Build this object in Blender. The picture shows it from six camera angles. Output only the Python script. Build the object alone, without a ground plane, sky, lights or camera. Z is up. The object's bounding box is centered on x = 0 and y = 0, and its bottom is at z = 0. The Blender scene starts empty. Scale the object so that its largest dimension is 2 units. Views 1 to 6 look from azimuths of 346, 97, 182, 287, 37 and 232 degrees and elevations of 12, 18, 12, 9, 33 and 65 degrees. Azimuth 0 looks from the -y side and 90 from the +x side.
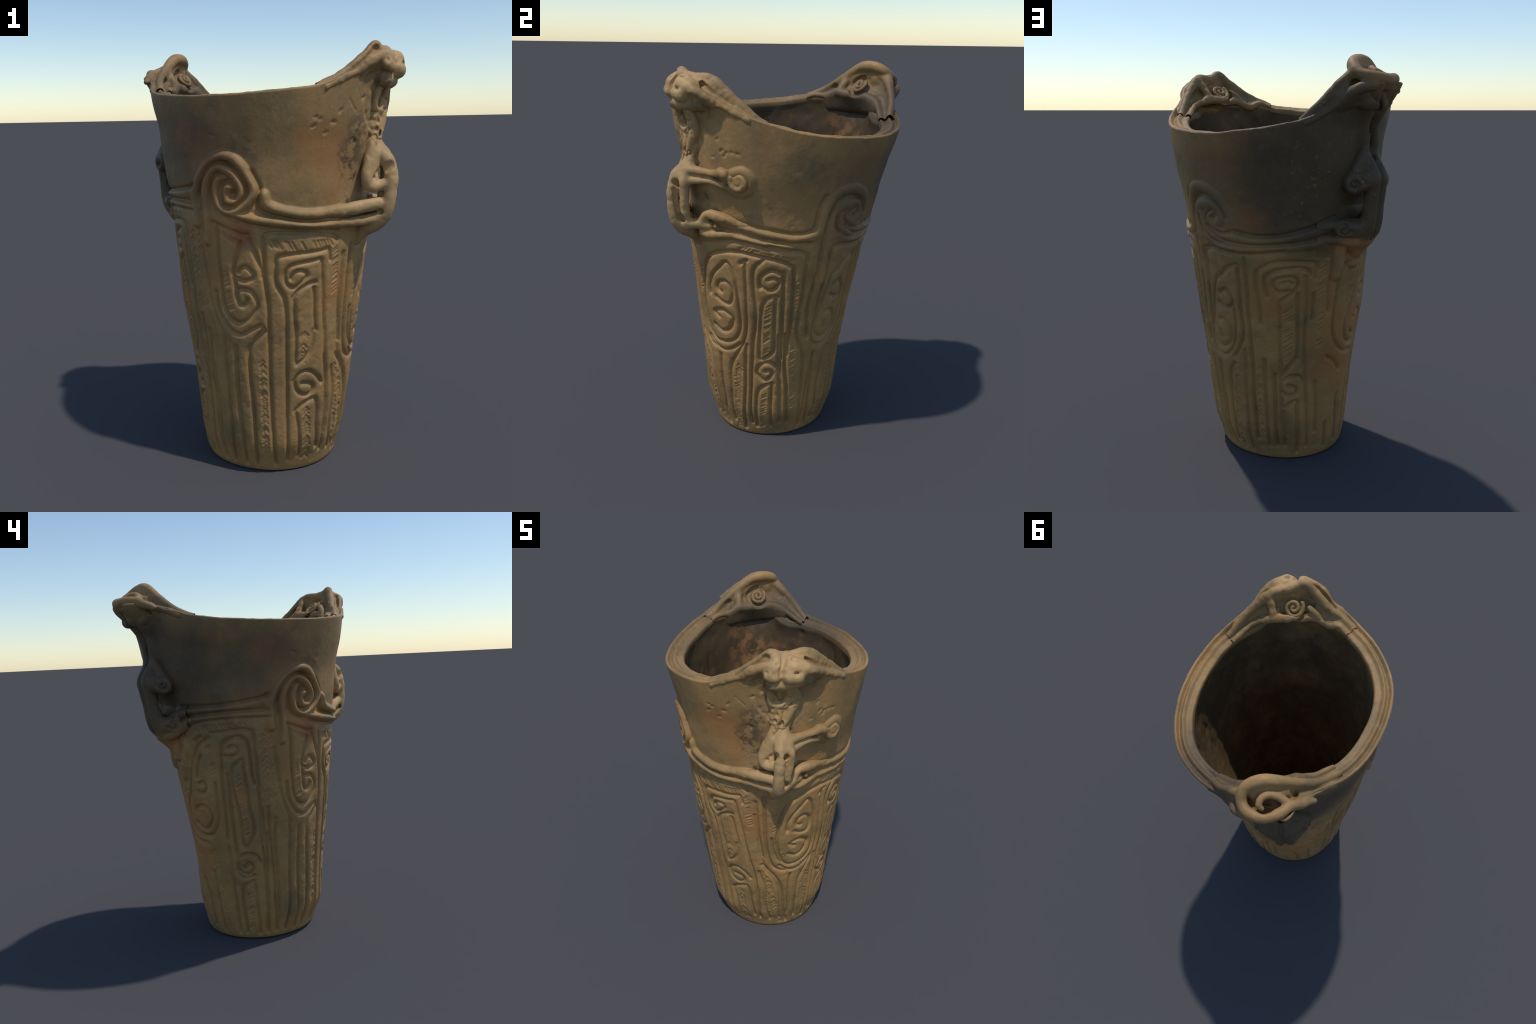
# A tall, flaring earthenware jar: carved lower wall, rope-like belt with two scrolls,
# two pierced handles, and a wavy triple rim that rises to two rolled peaks.
import bpy, bmesh, math, random
import numpy as np
from mathutils import Vector

random.seed(7)
RNG = np.random.RandomState(7)

# ------------------------------------------------------------------ body profile
# angle convention: azimuth in degrees, 0 on -y, 90 on +x.
Z_KNOT = [0.05, 0.15, 0.45, 0.80, 1.10, 1.30, 1.50, 1.75, 2.05]
R_KNOT = [0.3266, 0.3595, 0.3890, 0.4347, 0.4694, 0.4894, 0.5277, 0.5664, 0.6080]
CX_KNOT = [-0.0147, -0.0098, -0.0042, -0.0055, 0.0008, 0.0022, 0.0072, 0.0114, 0.0160]
CY_KNOT = [-0.0671, -0.0721, -0.0671, -0.0578, -0.0431, -0.0261, -0.0083, 0.0020, 0.0120]
C2_KNOT = [-0.0062, 0.0017, -0.0004, -0.0012, 0.0074, 0.0143, 0.0151, 0.0277, 0.0400]
S2_KNOT = [0.0101, 0.0025, 0.0010, 0.0040, 0.0063, 0.0049, 0.0179, 0.0090, 0.0010]

_zf = np.linspace(-0.05, 2.1, 216)
def _soft(k):
    v = np.interp(_zf, Z_KNOT, k)
    for _ in range(14):
        v[1:-1] = 0.25 * v[:-2] + 0.5 * v[1:-1] + 0.25 * v[2:]
    return v
_R, _CX, _CY, _C2, _S2 = [_soft(k) for k in (R_KNOT, CX_KNOT, CY_KNOT, C2_KNOT, S2_KNOT)]
_T = lambda tab, z: np.interp(z, _zf, tab)

def sstep(x, a, b):
    t = np.clip((x - a) / (b - a), 0, 1)
    return t * t * (3 - 2 * t)

def dang(a, c):
    return (np.asarray(a) - c + 180.0) % 360.0 - 180.0

PEAK_A, PEAK_B = 223.5, 46.0       # the two peaks of the rim
def flare(a, z):
    """outward lean of the wall under the two peaks"""
    fa = 0.125 * np.exp(-(dang(a, 226.0) / 14.0) ** 2) * sstep(z, 1.68, 1.92)
    fb = 0.074 * np.exp(-(dang(a, 50.0) / 14.0) ** 2) * sstep(z, 1.74, 1.92)
    return fa + fb

def swell(a, z):
    """the jar is not quite round: fuller below the handles, flatter on the west"""
    return (0.014 * np.exp(-(dang(a, 48.0) / 16.0) ** 2) * sstep(z, 0.05, 0.40) * (1 - sstep(z, 1.10, 1.35))
            + 0.010 * np.exp(-(dang(a, 231.0) / 12.0) ** 2) * sstep(z, 0.25, 0.50) * (1 - sstep(z, 0.80, 1.05))
            - 0.011 * np.exp(-(dang(a, 200.0) / 17.0) ** 2) * sstep(z, 0.20, 0.45) * (1 - sstep(z, 1.05, 1.20))
            - 0.006 * np.exp(-(dang(a, 292.0) / 18.0) ** 2) * sstep(z, 0.15, 0.40) * (1 - sstep(z, 0.85, 1.10))
            - 0.009 * np.exp(-(dang(a, 183.0) / 16.0) ** 2) * sstep(z, 1.32, 1.42) * (1 - sstep(z, 1.52, 1.62))
            - 0.008 * np.exp(-(dang(a, 14.0) / 16.0) ** 2) * sstep(z, 1.35, 1.48) * (1 - sstep(z, 1.55, 1.68))
            - 0.010 * np.exp(-(dang(a, 272.0) / 16.0) ** 2) * sstep(z, 1.38, 1.50) * (1 - sstep(z, 1.58, 1.72))
            + 0.017 * np.exp(-(dang(a, 265.0) / 22.0) ** 2) * sstep(z, 1.62, 1.80)
            + 0.008 * np.exp(-(dang(a, 160.0) / 20.0) ** 2) * sstep(z, 1.52, 1.68)
            + 0.008 * np.exp(-(dang(a, 325.0) / 22.0) ** 2) * sstep(z, 1.40, 1.75))

def wall_radius(a, z):
    t = np.radians(a)
    r = _T(_R, z) + _T(_C2, z) * np.cos(2 * t) + _T(_S2, z) * np.sin(2 * t)
    return r + flare(a, z) + swell(a, z)

def wall_point(a, z, out=0.0):
    """point on the outer wall at azimuth a (deg), height z, pushed outwards by out"""
    t = np.radians(a)
    r = wall_radius(a, z) + out
    return np.stack([_T(_CX, z) + r * np.sin(t), _T(_CY, z) - r * np.cos(t),
                     np.asarray(z, float) + 0 * r], -1)

# periodic smooth interpolation through a few (azimuth, value) knots
def ring_curve(knots):
    ka = np.array([k[0] for k in knots], float)
    kv = np.array([k[1] for k in knots], float)
    order = np.argsort(ka)
    ka, kv = ka[order], kv[order]
    fa = np.arange(-180, 540, 0.5)
    v = np.interp(fa, np.r_[ka - 360, ka, ka + 360], np.r_[kv, kv, kv])
    for _ in range(30):
        v = 0.25 * np.roll(v, 1) + 0.5 * v + 0.25 * np.roll(v, -1)
    return lambda a: np.interp(np.asarray(a) % 360.0, fa, v)

rim_z = ring_curve([(4, 1.783), (18, 1.835), (25, 1.858), (32, 1.885), (38, 1.900), (46, 1.890), (53, 1.872),
                    (59, 1.842), (67, 1.805), (74, 1.776), (88, 1.735), (102, 1.703), (116, 1.684), (132, 1.670),
                    (154, 1.664), (172, 1.684), (190, 1.713), (202, 1.758), (209, 1.805), (214, 1.855), (219, 1.875),
                    (226, 1.872), (232, 1.875), (238, 1.872), (243, 1.858), (250, 1.838), (263, 1.797), (277, 1.776), (293, 1.764),
                    (311, 1.756), (330, 1.757), (347, 1.767)])

# ------------------------------------------------------------------ noise
def _hash(ix, iy, iz, seed):
    h = (ix * 374761393 + iy * 668265263 + iz * 2147483647 + seed * 974711) & 0xFFFFFFFF
    h = ((h ^ (h >> 13)) * 1274126177) & 0xFFFFFFFF
    return ((h ^ (h >> 16)) & 0xFFFF) / 65535.0

def noise3(p, scale, seed=0):
    q = p * scale
    i = np.floor(q).astype(np.int64)
    f = q - i
    f = f * f * (3 - 2 * f)
    out = 0
    for dx in (0, 1):
        for dy in (0, 1):
            for dz in (0, 1):
                w = (f[..., 0] if dx else 1 - f[..., 0]) * (f[..., 1] if dy else 1 - f[..., 1]) \
                    * (f[..., 2] if dz else 1 - f[..., 2])
                out = out + w * _hash(i[..., 0] + dx, i[..., 1] + dy, i[..., 2] + dz, seed)
    return out * 2 - 1

# ------------------------------------------------------------------ body grid
NA, NZ = 1000, 560                      # columns round the jar, rows up the outer wall
AZ = np.arange(NA) * 360.0 / NA
RZ = rim_z(AZ)
TT = np.linspace(0, 1, NZ)
ZG = np.zeros((NZ, NA))
Z_SPLIT, N_LOW = 1.35, 400              # even rows up to the belt, stretched ones above
ZG[:N_LOW] = (np.linspace(0.004, Z_SPLIT, N_LOW))[:, None]
ZG[N_LOW:] = Z_SPLIT + np.linspace(0, 1, NZ - N_LOW + 1)[1:, None] * (RZ[None, :] - Z_SPLIT)
AG = np.broadcast_to(AZ[None, :], ZG.shape)

relief_cut = np.zeros_like(ZG)          # depth of carved grooves
relief_up = np.zeros_like(ZG)           # height of applied clay ropes
scroll_mask = np.zeros(ZG.shape, np.int8)
belt_mask = np.zeros(ZG.shape, np.int8)

def smooth_path(pts, step=0.005):
    """Catmull-Rom through (azimuth, z) control points, in metres on the unrolled wall"""
    P = np.array(pts, float)
    if len(P) > 2:
        E = np.vstack([2 * P[0] - P[1], P, 2 * P[-1] - P[-2]])
        out = []
        for k in range(len(P) - 1):
            p0, p1, p2, p3 = E[k:k + 4]
            L = math.hypot((p2[0] - p1[0]) * 0.0082, p2[1] - p1[1])
            n = max(2, int(L / step))
            t = np.linspace(0, 1, n, endpoint=False)[:, None]
            out.append(0.5 * (2 * p1 + (p2 - p0) * t + (2 * p0 - 5 * p1 + 4 * p2 - p3) * t * t
                              + (3 * p1 - p0 - 3 * p2 + p3) * t ** 3))
        P = np.vstack(out + [P[-1:]])
        for _ in range(5):                  # a finger-drawn line has no sharp corners
            P[1:-1] = 0.25 * P[:-2] + 0.5 * P[1:-1] + 0.25 * P[2:]
    return P

def near(path, reach):
    """yield (row slice, column index, distance) of the grid cells close to a path"""
    z0, z1 = path[:, 1].min() - reach, path[:, 1].max() + reach
    zm = path[:, 1].mean()
    k = np.radians(1) * float(wall_radius(path[:, 0].mean(), zm))
    a0, a1 = path[:, 0].min() - reach / k, path[:, 0].max() + reach / k
    c = np.arange(int(a0 / 360 * NA), int(a1 / 360 * NA) + 2)
    cm = c % NA
    zz = ZG[:, cm]
    rows = np.where((zz.max(1) >= z0) & (zz.min(1) <= z1))[0]
    if len(rows) == 0:
        return None
    r0, r1 = rows[0], rows[-1] + 1
    X = (c * 360.0 / NA)[None, :] * k
    Y = ZG[r0:r1][:, cm]
    best = np.full(Y.shape, 9.0)
    px, py = path[:, 0] * k, path[:, 1]
    for i in range(len(path) - 1):
        ax, ay, bx, by = px[i], py[i], px[i + 1], py[i + 1]
        ylo, yhi = min(ay, by) - reach, max(ay, by) + reach
        rr = np.where((Y.max(1) >= ylo) & (Y.min(1) <= yhi))[0]
        if len(rr) == 0:
            continue
        s = slice(rr[0], rr[-1] + 1)
        cc = np.where((X[0] >= min(ax, bx) - reach) & (X[0] <= max(ax, bx) + reach))[0]
        if len(cc) == 0:
            continue
        sc = slice(cc[0], cc[-1] + 1)
        dx, dy = bx - ax, by - ay
        L2 = dx * dx + dy * dy + 1e-12
        t = np.clip(((X[:, sc] - ax) * dx + (Y[s, sc] - ay) * dy) / L2, 0, 1)
        d = np.hypot(X[:, sc] - ax - t * dx, Y[s, sc] - ay - t * dy)
        best[s, sc] = np.minimum(best[s, sc], d)
    return slice(r0, r1), cm, best

GW, GD = 0.0128, 0.0165
def groove(*pts, w=None, d=None):
    """a carved, round-bottomed line"""
    w = (w or GW) * RNG.uniform(0.9, 1.15)
    d = (d or GD) * RNG.uniform(0.85, 1.15)
    n = near(smooth_path(pts), 2.0 * w)
    if n is None:
        return
    s, c, dist = n
    v = d * np.exp(-(dist / (0.72 * w)) ** 1.7)
    blk = relief_cut[s]
    blk[:, c] = np.maximum(blk[:, c], v)

def ridge(*pts, w=0.026, h=0.017, mask=None, mark=0):
    """an applied rope of clay"""
    n = near(smooth_path(pts), w)
    if n is None:
        return
    s, c, dist = n
    v = h * np.clip(1 - (dist / w) ** 2, 0, 1) ** 0.8
    blk = relief_up[s]
    blk[:, c] = np.maximum(blk[:, c], v)
    if mask is not None:
        b = mask[s]
        b[:, c] = np.where(dist < w, mark, b[:, c])

def tick(a0, z0, a1, z1, w=0.005, d=0.005):
    n = near(np.array([(a0, z0), (a1, z1)]), w)
    if n is None:
        return
    s, c, dist = n
    v = d * np.clip(1 - (dist / w) ** 2, 0, 1)
    blk = relief_cut[s]
    blk[:, c] = np.maximum(blk[:, c], v)

def hatch(p, q, half, kind, gap=0.0150):
    """rows of short scratches along p-q: herringbone '^' or 'v', slanting '/', '\\' or 's', upright '|'"""
    p, q = np.array(p, float), np.array(q, float)
    if q[0] - p[0] > 180: q[0] -= 360
    if q[0] - p[0] < -180: q[0] += 360
    k = np.radians(1) * float(wall_radius(p[0], p[1]))
    L = math.hypot((q[0] - p[0]) * k, q[1] - p[1])
    n = max(2, int(L / gap))
    for i in range(n + 1):
        if RNG.rand() < 0.10:
            continue
        m = p + (q - p) * (i + RNG.uniform(-0.28, 0.28)) / n
        hw = half * RNG.uniform(0.8, 1.1) / k
        hz = half * RNG.uniform(0.7, 0.95)
        w, d = RNG.uniform(0.0050, 0.0075), RNG.uniform(0.004, 0.007)
        if kind == '^':
            tick(m[0] - hw, m[1] - hz, m[0] - 0.1 * hw, m[1] + 0.3 * hz, w, d)
            tick(m[0] + hw, m[1] - hz, m[0] + 0.1 * hw, m[1] + 0.3 * hz, w, d)
        elif kind == 'v':
            tick(m[0] - hw, m[1] + hz, m[0] - 0.1 * hw, m[1] - 0.3 * hz, w, d)
            tick(m[0] + hw, m[1] + hz, m[0] + 0.1 * hw, m[1] - 0.3 * hz, w, d)
        elif kind == '/':
            tick(m[0] - hw, m[1] - 0.7 * hz, m[0] + hw, m[1] + 0.7 * hz, w, d)
        elif kind == '\\':
            tick(m[0] - hw, m[1] + hz, m[0] + hw, m[1] - hz, w, d)
        elif kind == 's':
            tick(m[0] - 0.6 * half / k, m[1] + half, m[0] + 0.6 * half / k, m[1] - half, w, d)
        else:
            tick(m[0] - 0.15 * hw, m[1] + half, m[0] + 0.15 * hw, m[1] - half, w, d)

# ------------------------------------------------------------------ the decoration, motif by motif
# control points are (azimuth, height) on the wall

def carve_scroll_south_ridge():
    ridge((302.4, 1.214), (302.1, 1.299), (302.5, 1.341), (306.2, 1.399), (312.5, 1.462), (318.8, 1.501), (324.6, 1.512), (329.0, 1.497), (332.8, 1.457), (335.6, 1.415), (337.6, 1.378), (336.2, 1.340), (332.8, 1.310), (327.9, 1.281), (324.3, 1.269), mask=scroll_mask, mark=1, h=0.023)
    ridge((308.6, 1.142), (310.0, 1.248), (309.8, 1.318), (311.4, 1.388), (315.4, 1.438), (319.9, 1.464), (325.3, 1.454), (329.1, 1.425), (331.3, 1.377), (330.8, 1.339), (327.6, 1.317), (324.4, 1.318), (322.9, 1.342), (323.2, 1.372), (325.7, 1.384), mask=scroll_mask, mark=1, h=0.023)
    ridge((319.0, 1.417), (317.3, 1.376), (317.5, 1.327), (320.1, 1.287), (325.3, 1.264), (333.7, 1.250), (364.1, 1.214), (373.0, 1.211), (383.2, 1.211), mask=scroll_mask, mark=1, h=0.023)
    ridge((342.1, 1.351), (343.5, 1.310), (349.6, 1.285), (359.0, 1.266), (369.0, 1.261), (382.6, 1.267), mask=scroll_mask, mark=1, h=0.023)

def carve_scroll_south_groove():
    groove((336.7, 1.452), (339.5, 1.399), (340.4, 1.378), (339.8, 1.340), (338.6, 1.305), (341.3, 1.280), (346.5, 1.264), (364.0, 1.234), (383.0, 1.239))
    groove((306.6, 1.140), (308.1, 1.232), (307.7, 1.302), (307.8, 1.358), (309.6, 1.409), (314.1, 1.460), (318.6, 1.482), (323.3, 1.488), (327.5, 1.470), (330.8, 1.441), (333.4, 1.404), (334.5, 1.377), (333.7, 1.345), (330.9, 1.317), (328.1, 1.300), (325.3, 1.297), (321.8, 1.309))
    groove((320.4, 1.445), (317.1, 1.420), (315.1, 1.384), (315.0, 1.348), (315.6, 1.307), (318.0, 1.277), (321.9, 1.257), (326.9, 1.248), (333.6, 1.230), (343.2, 1.212), (369.4, 1.192), (383.5, 1.188))
    groove((321.4, 1.320), (321.3, 1.364), (322.4, 1.399), (324.9, 1.408), (328.2, 1.393), (329.3, 1.369), (328.4, 1.339))
    groove((327.6, 1.365), (328.3, 1.341))

def carve_belt_west_ridge():
    ridge((240.0, 1.307), (261.0, 1.315), (282.2, 1.330), (302.3, 1.355), mask=belt_mask, mark=1, h=0.010)
    ridge((237.4, 1.244), (259.9, 1.274), (281.4, 1.284), (303.2, 1.287), mask=belt_mask, mark=1, h=0.010)

def carve_belt_west_groove():
    groove((243.7, 1.280), (260.3, 1.294), (277.7, 1.305), (300.9, 1.305))
    groove((238.9, 1.216), (259.4, 1.257), (285.1, 1.269), (301.3, 1.268))
    groove((243.8, 1.332), (270.3, 1.340), (294.5, 1.365), (302.6, 1.387))

def carve_belt_east_ridge():
    ridge((53.1, 1.274), (78.6, 1.238), (90.3, 1.216), (103.2, 1.194), mask=belt_mask, mark=1, h=0.010)
    ridge((57.3, 1.181), (68.8, 1.190), (79.1, 1.177), (90.9, 1.157), (104.0, 1.141), mask=belt_mask, mark=1, h=0.010)

def carve_belt_east_groove():
    groove((59.7, 1.211), (66.6, 1.210), (75.0, 1.201), (86.8, 1.182), (103.6, 1.169))
    groove((45.9, 1.136), (62.2, 1.161), (77.3, 1.159), (104.3, 1.121))
    groove((54.7, 1.306), (67.5, 1.270), (90.1, 1.232), (102.9, 1.214))

def carve_leaf_south_groove():
    groove((315.1, 1.214), (315.0, 1.058), (315.7, 0.912), (316.5, 0.857), (318.1, 0.810), (322.6, 0.779), (325.6, 0.772), (329.8, 0.784), (333.9, 0.816), (336.8, 0.847), (337.4, 0.870), (336.1, 0.895), (333.5, 0.924), (330.3, 0.933), (325.9, 0.927), (324.9, 0.890), (327.3, 0.854), (329.8, 0.863), (331.2, 0.886))
    groove((303.2, 1.101), (305.8, 0.901), (308.2, 0.810), (311.3, 0.744), (313.8, 0.681))
    groove((311.1, 0.907), (312.0, 0.822), (315.8, 0.765), (320.3, 0.727), (326.0, 0.717), (332.3, 0.740), (338.3, 0.765))
    groove((333.1, 1.163), (339.6, 1.027), (340.4, 0.991))
    groove((328.6, 1.144), (324.7, 1.046), (323.6, 0.995), (326.3, 0.979), (330.0, 0.970), (333.7, 0.978), (336.0, 0.994), (333.9, 1.018), (331.3, 1.035), (328.6, 1.031), (326.5, 1.008))
    groove((324.0, 0.992), (324.9, 0.919))
    groove((341.0, 1.165), (341.1, 0.998), (343.3, 0.852), (343.2, 0.674))
    groove((340.6, 0.750), (337.6, 0.719), (333.9, 0.687))
    groove((313.1, 1.224), (328.9, 1.179), (333.2, 1.177))

def carve_lower_south_groove():
    groove((312.7, 0.701), (313.2, 0.618), (312.5, 0.505), (312.7, 0.367), (313.2, 0.228), (311.6, 0.040))
    groove((321.7, 0.654), (321.0, 0.560), (320.6, 0.424), (321.5, 0.287), (322.7, 0.171), (323.1, 0.031))
    groove((341.7, 0.738), (331.2, 0.657), (330.1, 0.590), (330.2, 0.479), (331.4, 0.343), (332.9, 0.020))
    groove((343.8, 0.704), (343.5, 0.617), (343.5, 0.483), (345.3, 0.209), (348.7, 0.043))
    groove((353.8, 0.744), (354.5, 0.480), (355.8, 0.205), (358.2, 0.068))
    groove((359.8, 0.741), (360.3, 0.579))
    groove((11.8, 0.730), (10.7, 0.644), (6.6, 0.596), (1.0, 0.570))
    groove((19.1, 0.720), (21.7, 0.583), (23.7, 0.462), (26.5, 0.347), (27.6, 0.180))
    groove((359.7, 0.486), (362.7, 0.519), (368.3, 0.531), (374.6, 0.509), (380.5, 0.459))
    groove((359.7, 0.486), (360.5, 0.449), (363.9, 0.419), (369.3, 0.408), (373.4, 0.420), (373.8, 0.451), (370.2, 0.466), (365.5, 0.471))
    groove((1.5, 0.335), (6.3, 0.362), (16.1, 0.384), (18.5, 0.316), (19.0, 0.245), (21.8, 0.117))
    groove((1.5, 0.335), (3.7, 0.245), (6.7, 0.088))
    groove((28.5, 0.526), (32.7, 0.380), (32.6, 0.240), (37.4, 0.078))
    groove((31.8, 0.587), (41.3, 0.489), (46.6, 0.393), (50.4, 0.193), (54.9, 0.028))
    groove((293.6, 0.630), (293.6, 0.516), (292.3, 0.374), (293.0, 0.233), (291.7, 0.077), (294.6, 0.022))
    groove((301.7, 0.711), (300.5, 0.575), (302.2, 0.301), (302.2, 0.159), (301.6, 0.037))

def carve_hook_south_groove():
    groove((342.2, 1.178), (347.0, 1.189), (364.1, 1.181), (377.2, 1.166), (382.8, 1.143))
    groove((17.2, 1.102), (9.0, 1.095), (-8.2, 1.087), (-12.0, 1.073), (-12.8, 1.034), (-12.8, 0.969), (-10.5, 0.932), (-7.8, 0.895), (-6.8, 0.850), (-5.9, 0.775), (-6.1, 0.737))
    groove((12.7, 1.060), (-1.8, 1.045), (-6.0, 1.029), (-7.6, 0.997), (-6.6, 0.960), (-3.5, 0.937), (-0.3, 0.946), (5.3, 0.990), (3.3, 1.010), (-0.3, 1.015), (-2.9, 1.002), (-4.1, 0.981))
    groove((13.2, 1.056), (16.8, 0.868), (19.1, 0.720))
    groove((17.7, 1.102), (19.0, 1.050))
    groove((357.9, 0.892), (360.3, 0.924), (365.7, 0.950), (370.4, 0.956))
    groove((357.9, 0.892), (358.6, 0.810), (359.7, 0.741))
    groove((9.7, 0.931), (12.9, 0.728))
    groove((27.7, 0.973), (28.5, 0.889), (32.0, 0.651))

def carve_leaf_east_groove():
    groove((43.6, 0.883), (46.6, 0.999), (50.5, 1.050), (57.0, 1.087), (67.4, 1.105), (77.6, 1.103), (99.0, 1.072), (106.4, 1.042), (108.1, 1.016), (109.4, 0.780), (108.2, 0.529))
    groove((43.6, 0.883), (43.1, 0.769), (45.3, 0.661), (49.6, 0.593), (58.6, 0.578), (67.4, 0.600), (72.3, 0.651), (73.6, 0.721), (72.8, 0.809), (71.5, 0.894), (69.3, 0.968), (64.5, 1.045), (58.3, 1.005), (53.1, 0.957), (50.1, 0.898), (50.3, 0.850))
    groove((60.0, 0.875), (56.7, 0.886), (57.7, 0.923), (62.9, 0.937), (67.0, 0.909), (68.3, 0.868), (67.3, 0.827), (65.4, 0.811), (60.3, 0.818), (55.5, 0.839))
    groove((56.3, 0.725), (52.7, 0.748), (59.8, 0.768), (64.9, 0.751), (67.9, 0.730), (66.2, 0.681), (63.2, 0.653), (57.3, 0.644), (52.1, 0.669))
    groove((45.4, 0.586), (50.5, 0.548), (57.9, 0.529), (66.3, 0.547), (73.1, 0.587))
    groove((76.7, 1.057), (78.4, 0.816), (78.4, 0.705), (76.3, 0.610), (70.9, 0.531), (66.3, 0.475))
    groove((74.2, 1.050), (77.7, 1.068))

def carve_hook_east_groove():
    groove((88.7, 1.078), (83.6, 1.038), (82.3, 0.991), (83.1, 0.907), (85.0, 0.801), (84.5, 0.688), (82.7, 0.571), (82.7, 0.500))
    groove((87.5, 0.927), (86.8, 0.973), (89.5, 1.004), (94.6, 1.022), (100.0, 1.002), (102.1, 0.964), (104.3, 0.507))
    groove((87.4, 0.936), (93.0, 0.913), (96.8, 0.922), (99.4, 0.960), (95.4, 0.981), (92.1, 0.971))
    groove((99.2, 0.879), (93.3, 0.870), (90.0, 0.834), (88.7, 0.759), (88.1, 0.668), (88.0, 0.514), (91.0, 0.507), (97.1, 0.546), (98.5, 0.588), (97.8, 0.862))
    groove((91.2, 1.151), (113.7, 1.112), (115.8, 1.073), (116.0, 0.990), (115.8, 0.862), (114.6, 0.753), (114.6, 0.649), (119.2, 0.565), (122.5, 0.490))
    groove((124.2, 0.982), (121.3, 0.835), (121.1, 0.746), (123.1, 0.630))

def carve_lower_east_groove():
    groove((54.7, 0.491), (54.2, 0.307), (55.1, 0.199), (52.8, 0.075))
    groove((66.1, 0.475), (63.6, 0.415), (63.1, 0.328), (62.8, 0.196), (63.3, 0.079))
    groove((77.7, 0.585), (76.6, 0.438), (76.0, 0.309), (73.3, 0.037))
    groove((83.4, 0.652), (80.5, 0.228), (80.9, 0.087))
    groove((85.4, 0.423), (87.5, 0.463), (92.6, 0.487), (97.8, 0.479), (101.6, 0.454), (103.3, 0.428))
    groove((85.9, 0.415), (91.3, 0.376), (96.1, 0.390), (98.1, 0.420), (95.9, 0.437), (92.8, 0.432))
    groove((98.4, 0.356), (92.5, 0.342), (87.0, 0.304), (85.8, 0.233), (84.9, 0.066))
    groove((97.9, 0.352), (97.7, 0.070))
    groove((101.5, 0.651), (104.0, 0.411), (105.2, 0.237), (105.3, 0.093))
    groove((106.3, 0.657), (107.9, 0.451), (110.2, 0.321), (112.5, 0.086))
    groove((115.1, 0.631), (117.3, 0.588), (121.8, 0.520), (123.0, 0.414), (123.8, 0.171), (125.0, 0.038))
    groove((130.9, 0.517), (131.9, 0.289), (131.8, 0.156), (133.7, 0.021))

def carve_scroll_north_ridge():
    ridge((103.3, 1.189), (111.0, 1.190), (118.8, 1.199), (121.5, 1.230), (122.4, 1.281), (123.9, 1.336), (126.5, 1.392), (132.0, 1.422), (138.8, 1.425), (144.6, 1.409), (150.5, 1.368), (154.4, 1.298), (154.4, 1.247), mask=scroll_mask, mark=2, h=0.010)
    ridge((129.5, 0.950), (129.1, 1.080), (129.2, 1.182), (128.7, 1.266), (130.3, 1.320), (135.7, 1.338), (141.9, 1.347), (148.0, 1.325), (149.5, 1.282), (143.9, 1.244), (141.9, 1.237), mask=scroll_mask, mark=2, h=0.010)
    ridge((132.5, 1.292), (135.7, 1.235), (141.0, 1.204), (148.2, 1.203), (158.0, 1.206), mask=scroll_mask, mark=2, h=0.010)

def carve_scroll_north_groove():
    groove((125.0, 0.957), (124.7, 1.086), (125.0, 1.187), (124.7, 1.253), (127.7, 1.349), (131.2, 1.375), (137.7, 1.388), (144.9, 1.375), (149.6, 1.342), (152.5, 1.291))
    groove((143.5, 1.321), (138.6, 1.298), (137.4, 1.273), (141.6, 1.230), (147.7, 1.214), (154.5, 1.219))
    groove((130.8, 1.287), (131.7, 1.240), (135.8, 1.201), (143.5, 1.169), (154.0, 1.165), (165.0, 1.163))
    groove((131.1, 0.972), (131.0, 1.061), (131.5, 1.119), (135.1, 1.131), (148.7, 1.126), (157.4, 1.126))
    groove((103.6, 1.166), (111.4, 1.167), (117.1, 1.160))
    groove((104.3, 1.123), (111.4, 1.117), (115.9, 1.094), (116.9, 1.059))
    groove((103.0, 1.212), (112.5, 1.216), (117.2, 1.239), (118.3, 1.284), (118.8, 1.346), (121.1, 1.399))

def carve_belt_north_ridge():
    ridge((143.4, 1.321), (138.8, 1.283), (144.9, 1.233), (153.6, 1.207), (164.9, 1.191), (176.7, 1.192), (191.8, 1.212), (217.1, 1.264), mask=belt_mask, mark=1, h=0.010)
    ridge((138.0, 1.198), (150.8, 1.148), (168.6, 1.148), (184.3, 1.158), (213.0, 1.185), mask=belt_mask, mark=1, h=0.010)

def carve_belt_north_groove():
    groove((137.7, 1.240), (147.3, 1.187), (155.9, 1.170), (168.8, 1.165), (184.3, 1.172), (199.8, 1.188), (210.9, 1.207))
    groove((157.5, 1.224), (169.1, 1.210), (180.6, 1.213), (191.8, 1.232), (203.4, 1.261), (211.9, 1.288))

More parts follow.
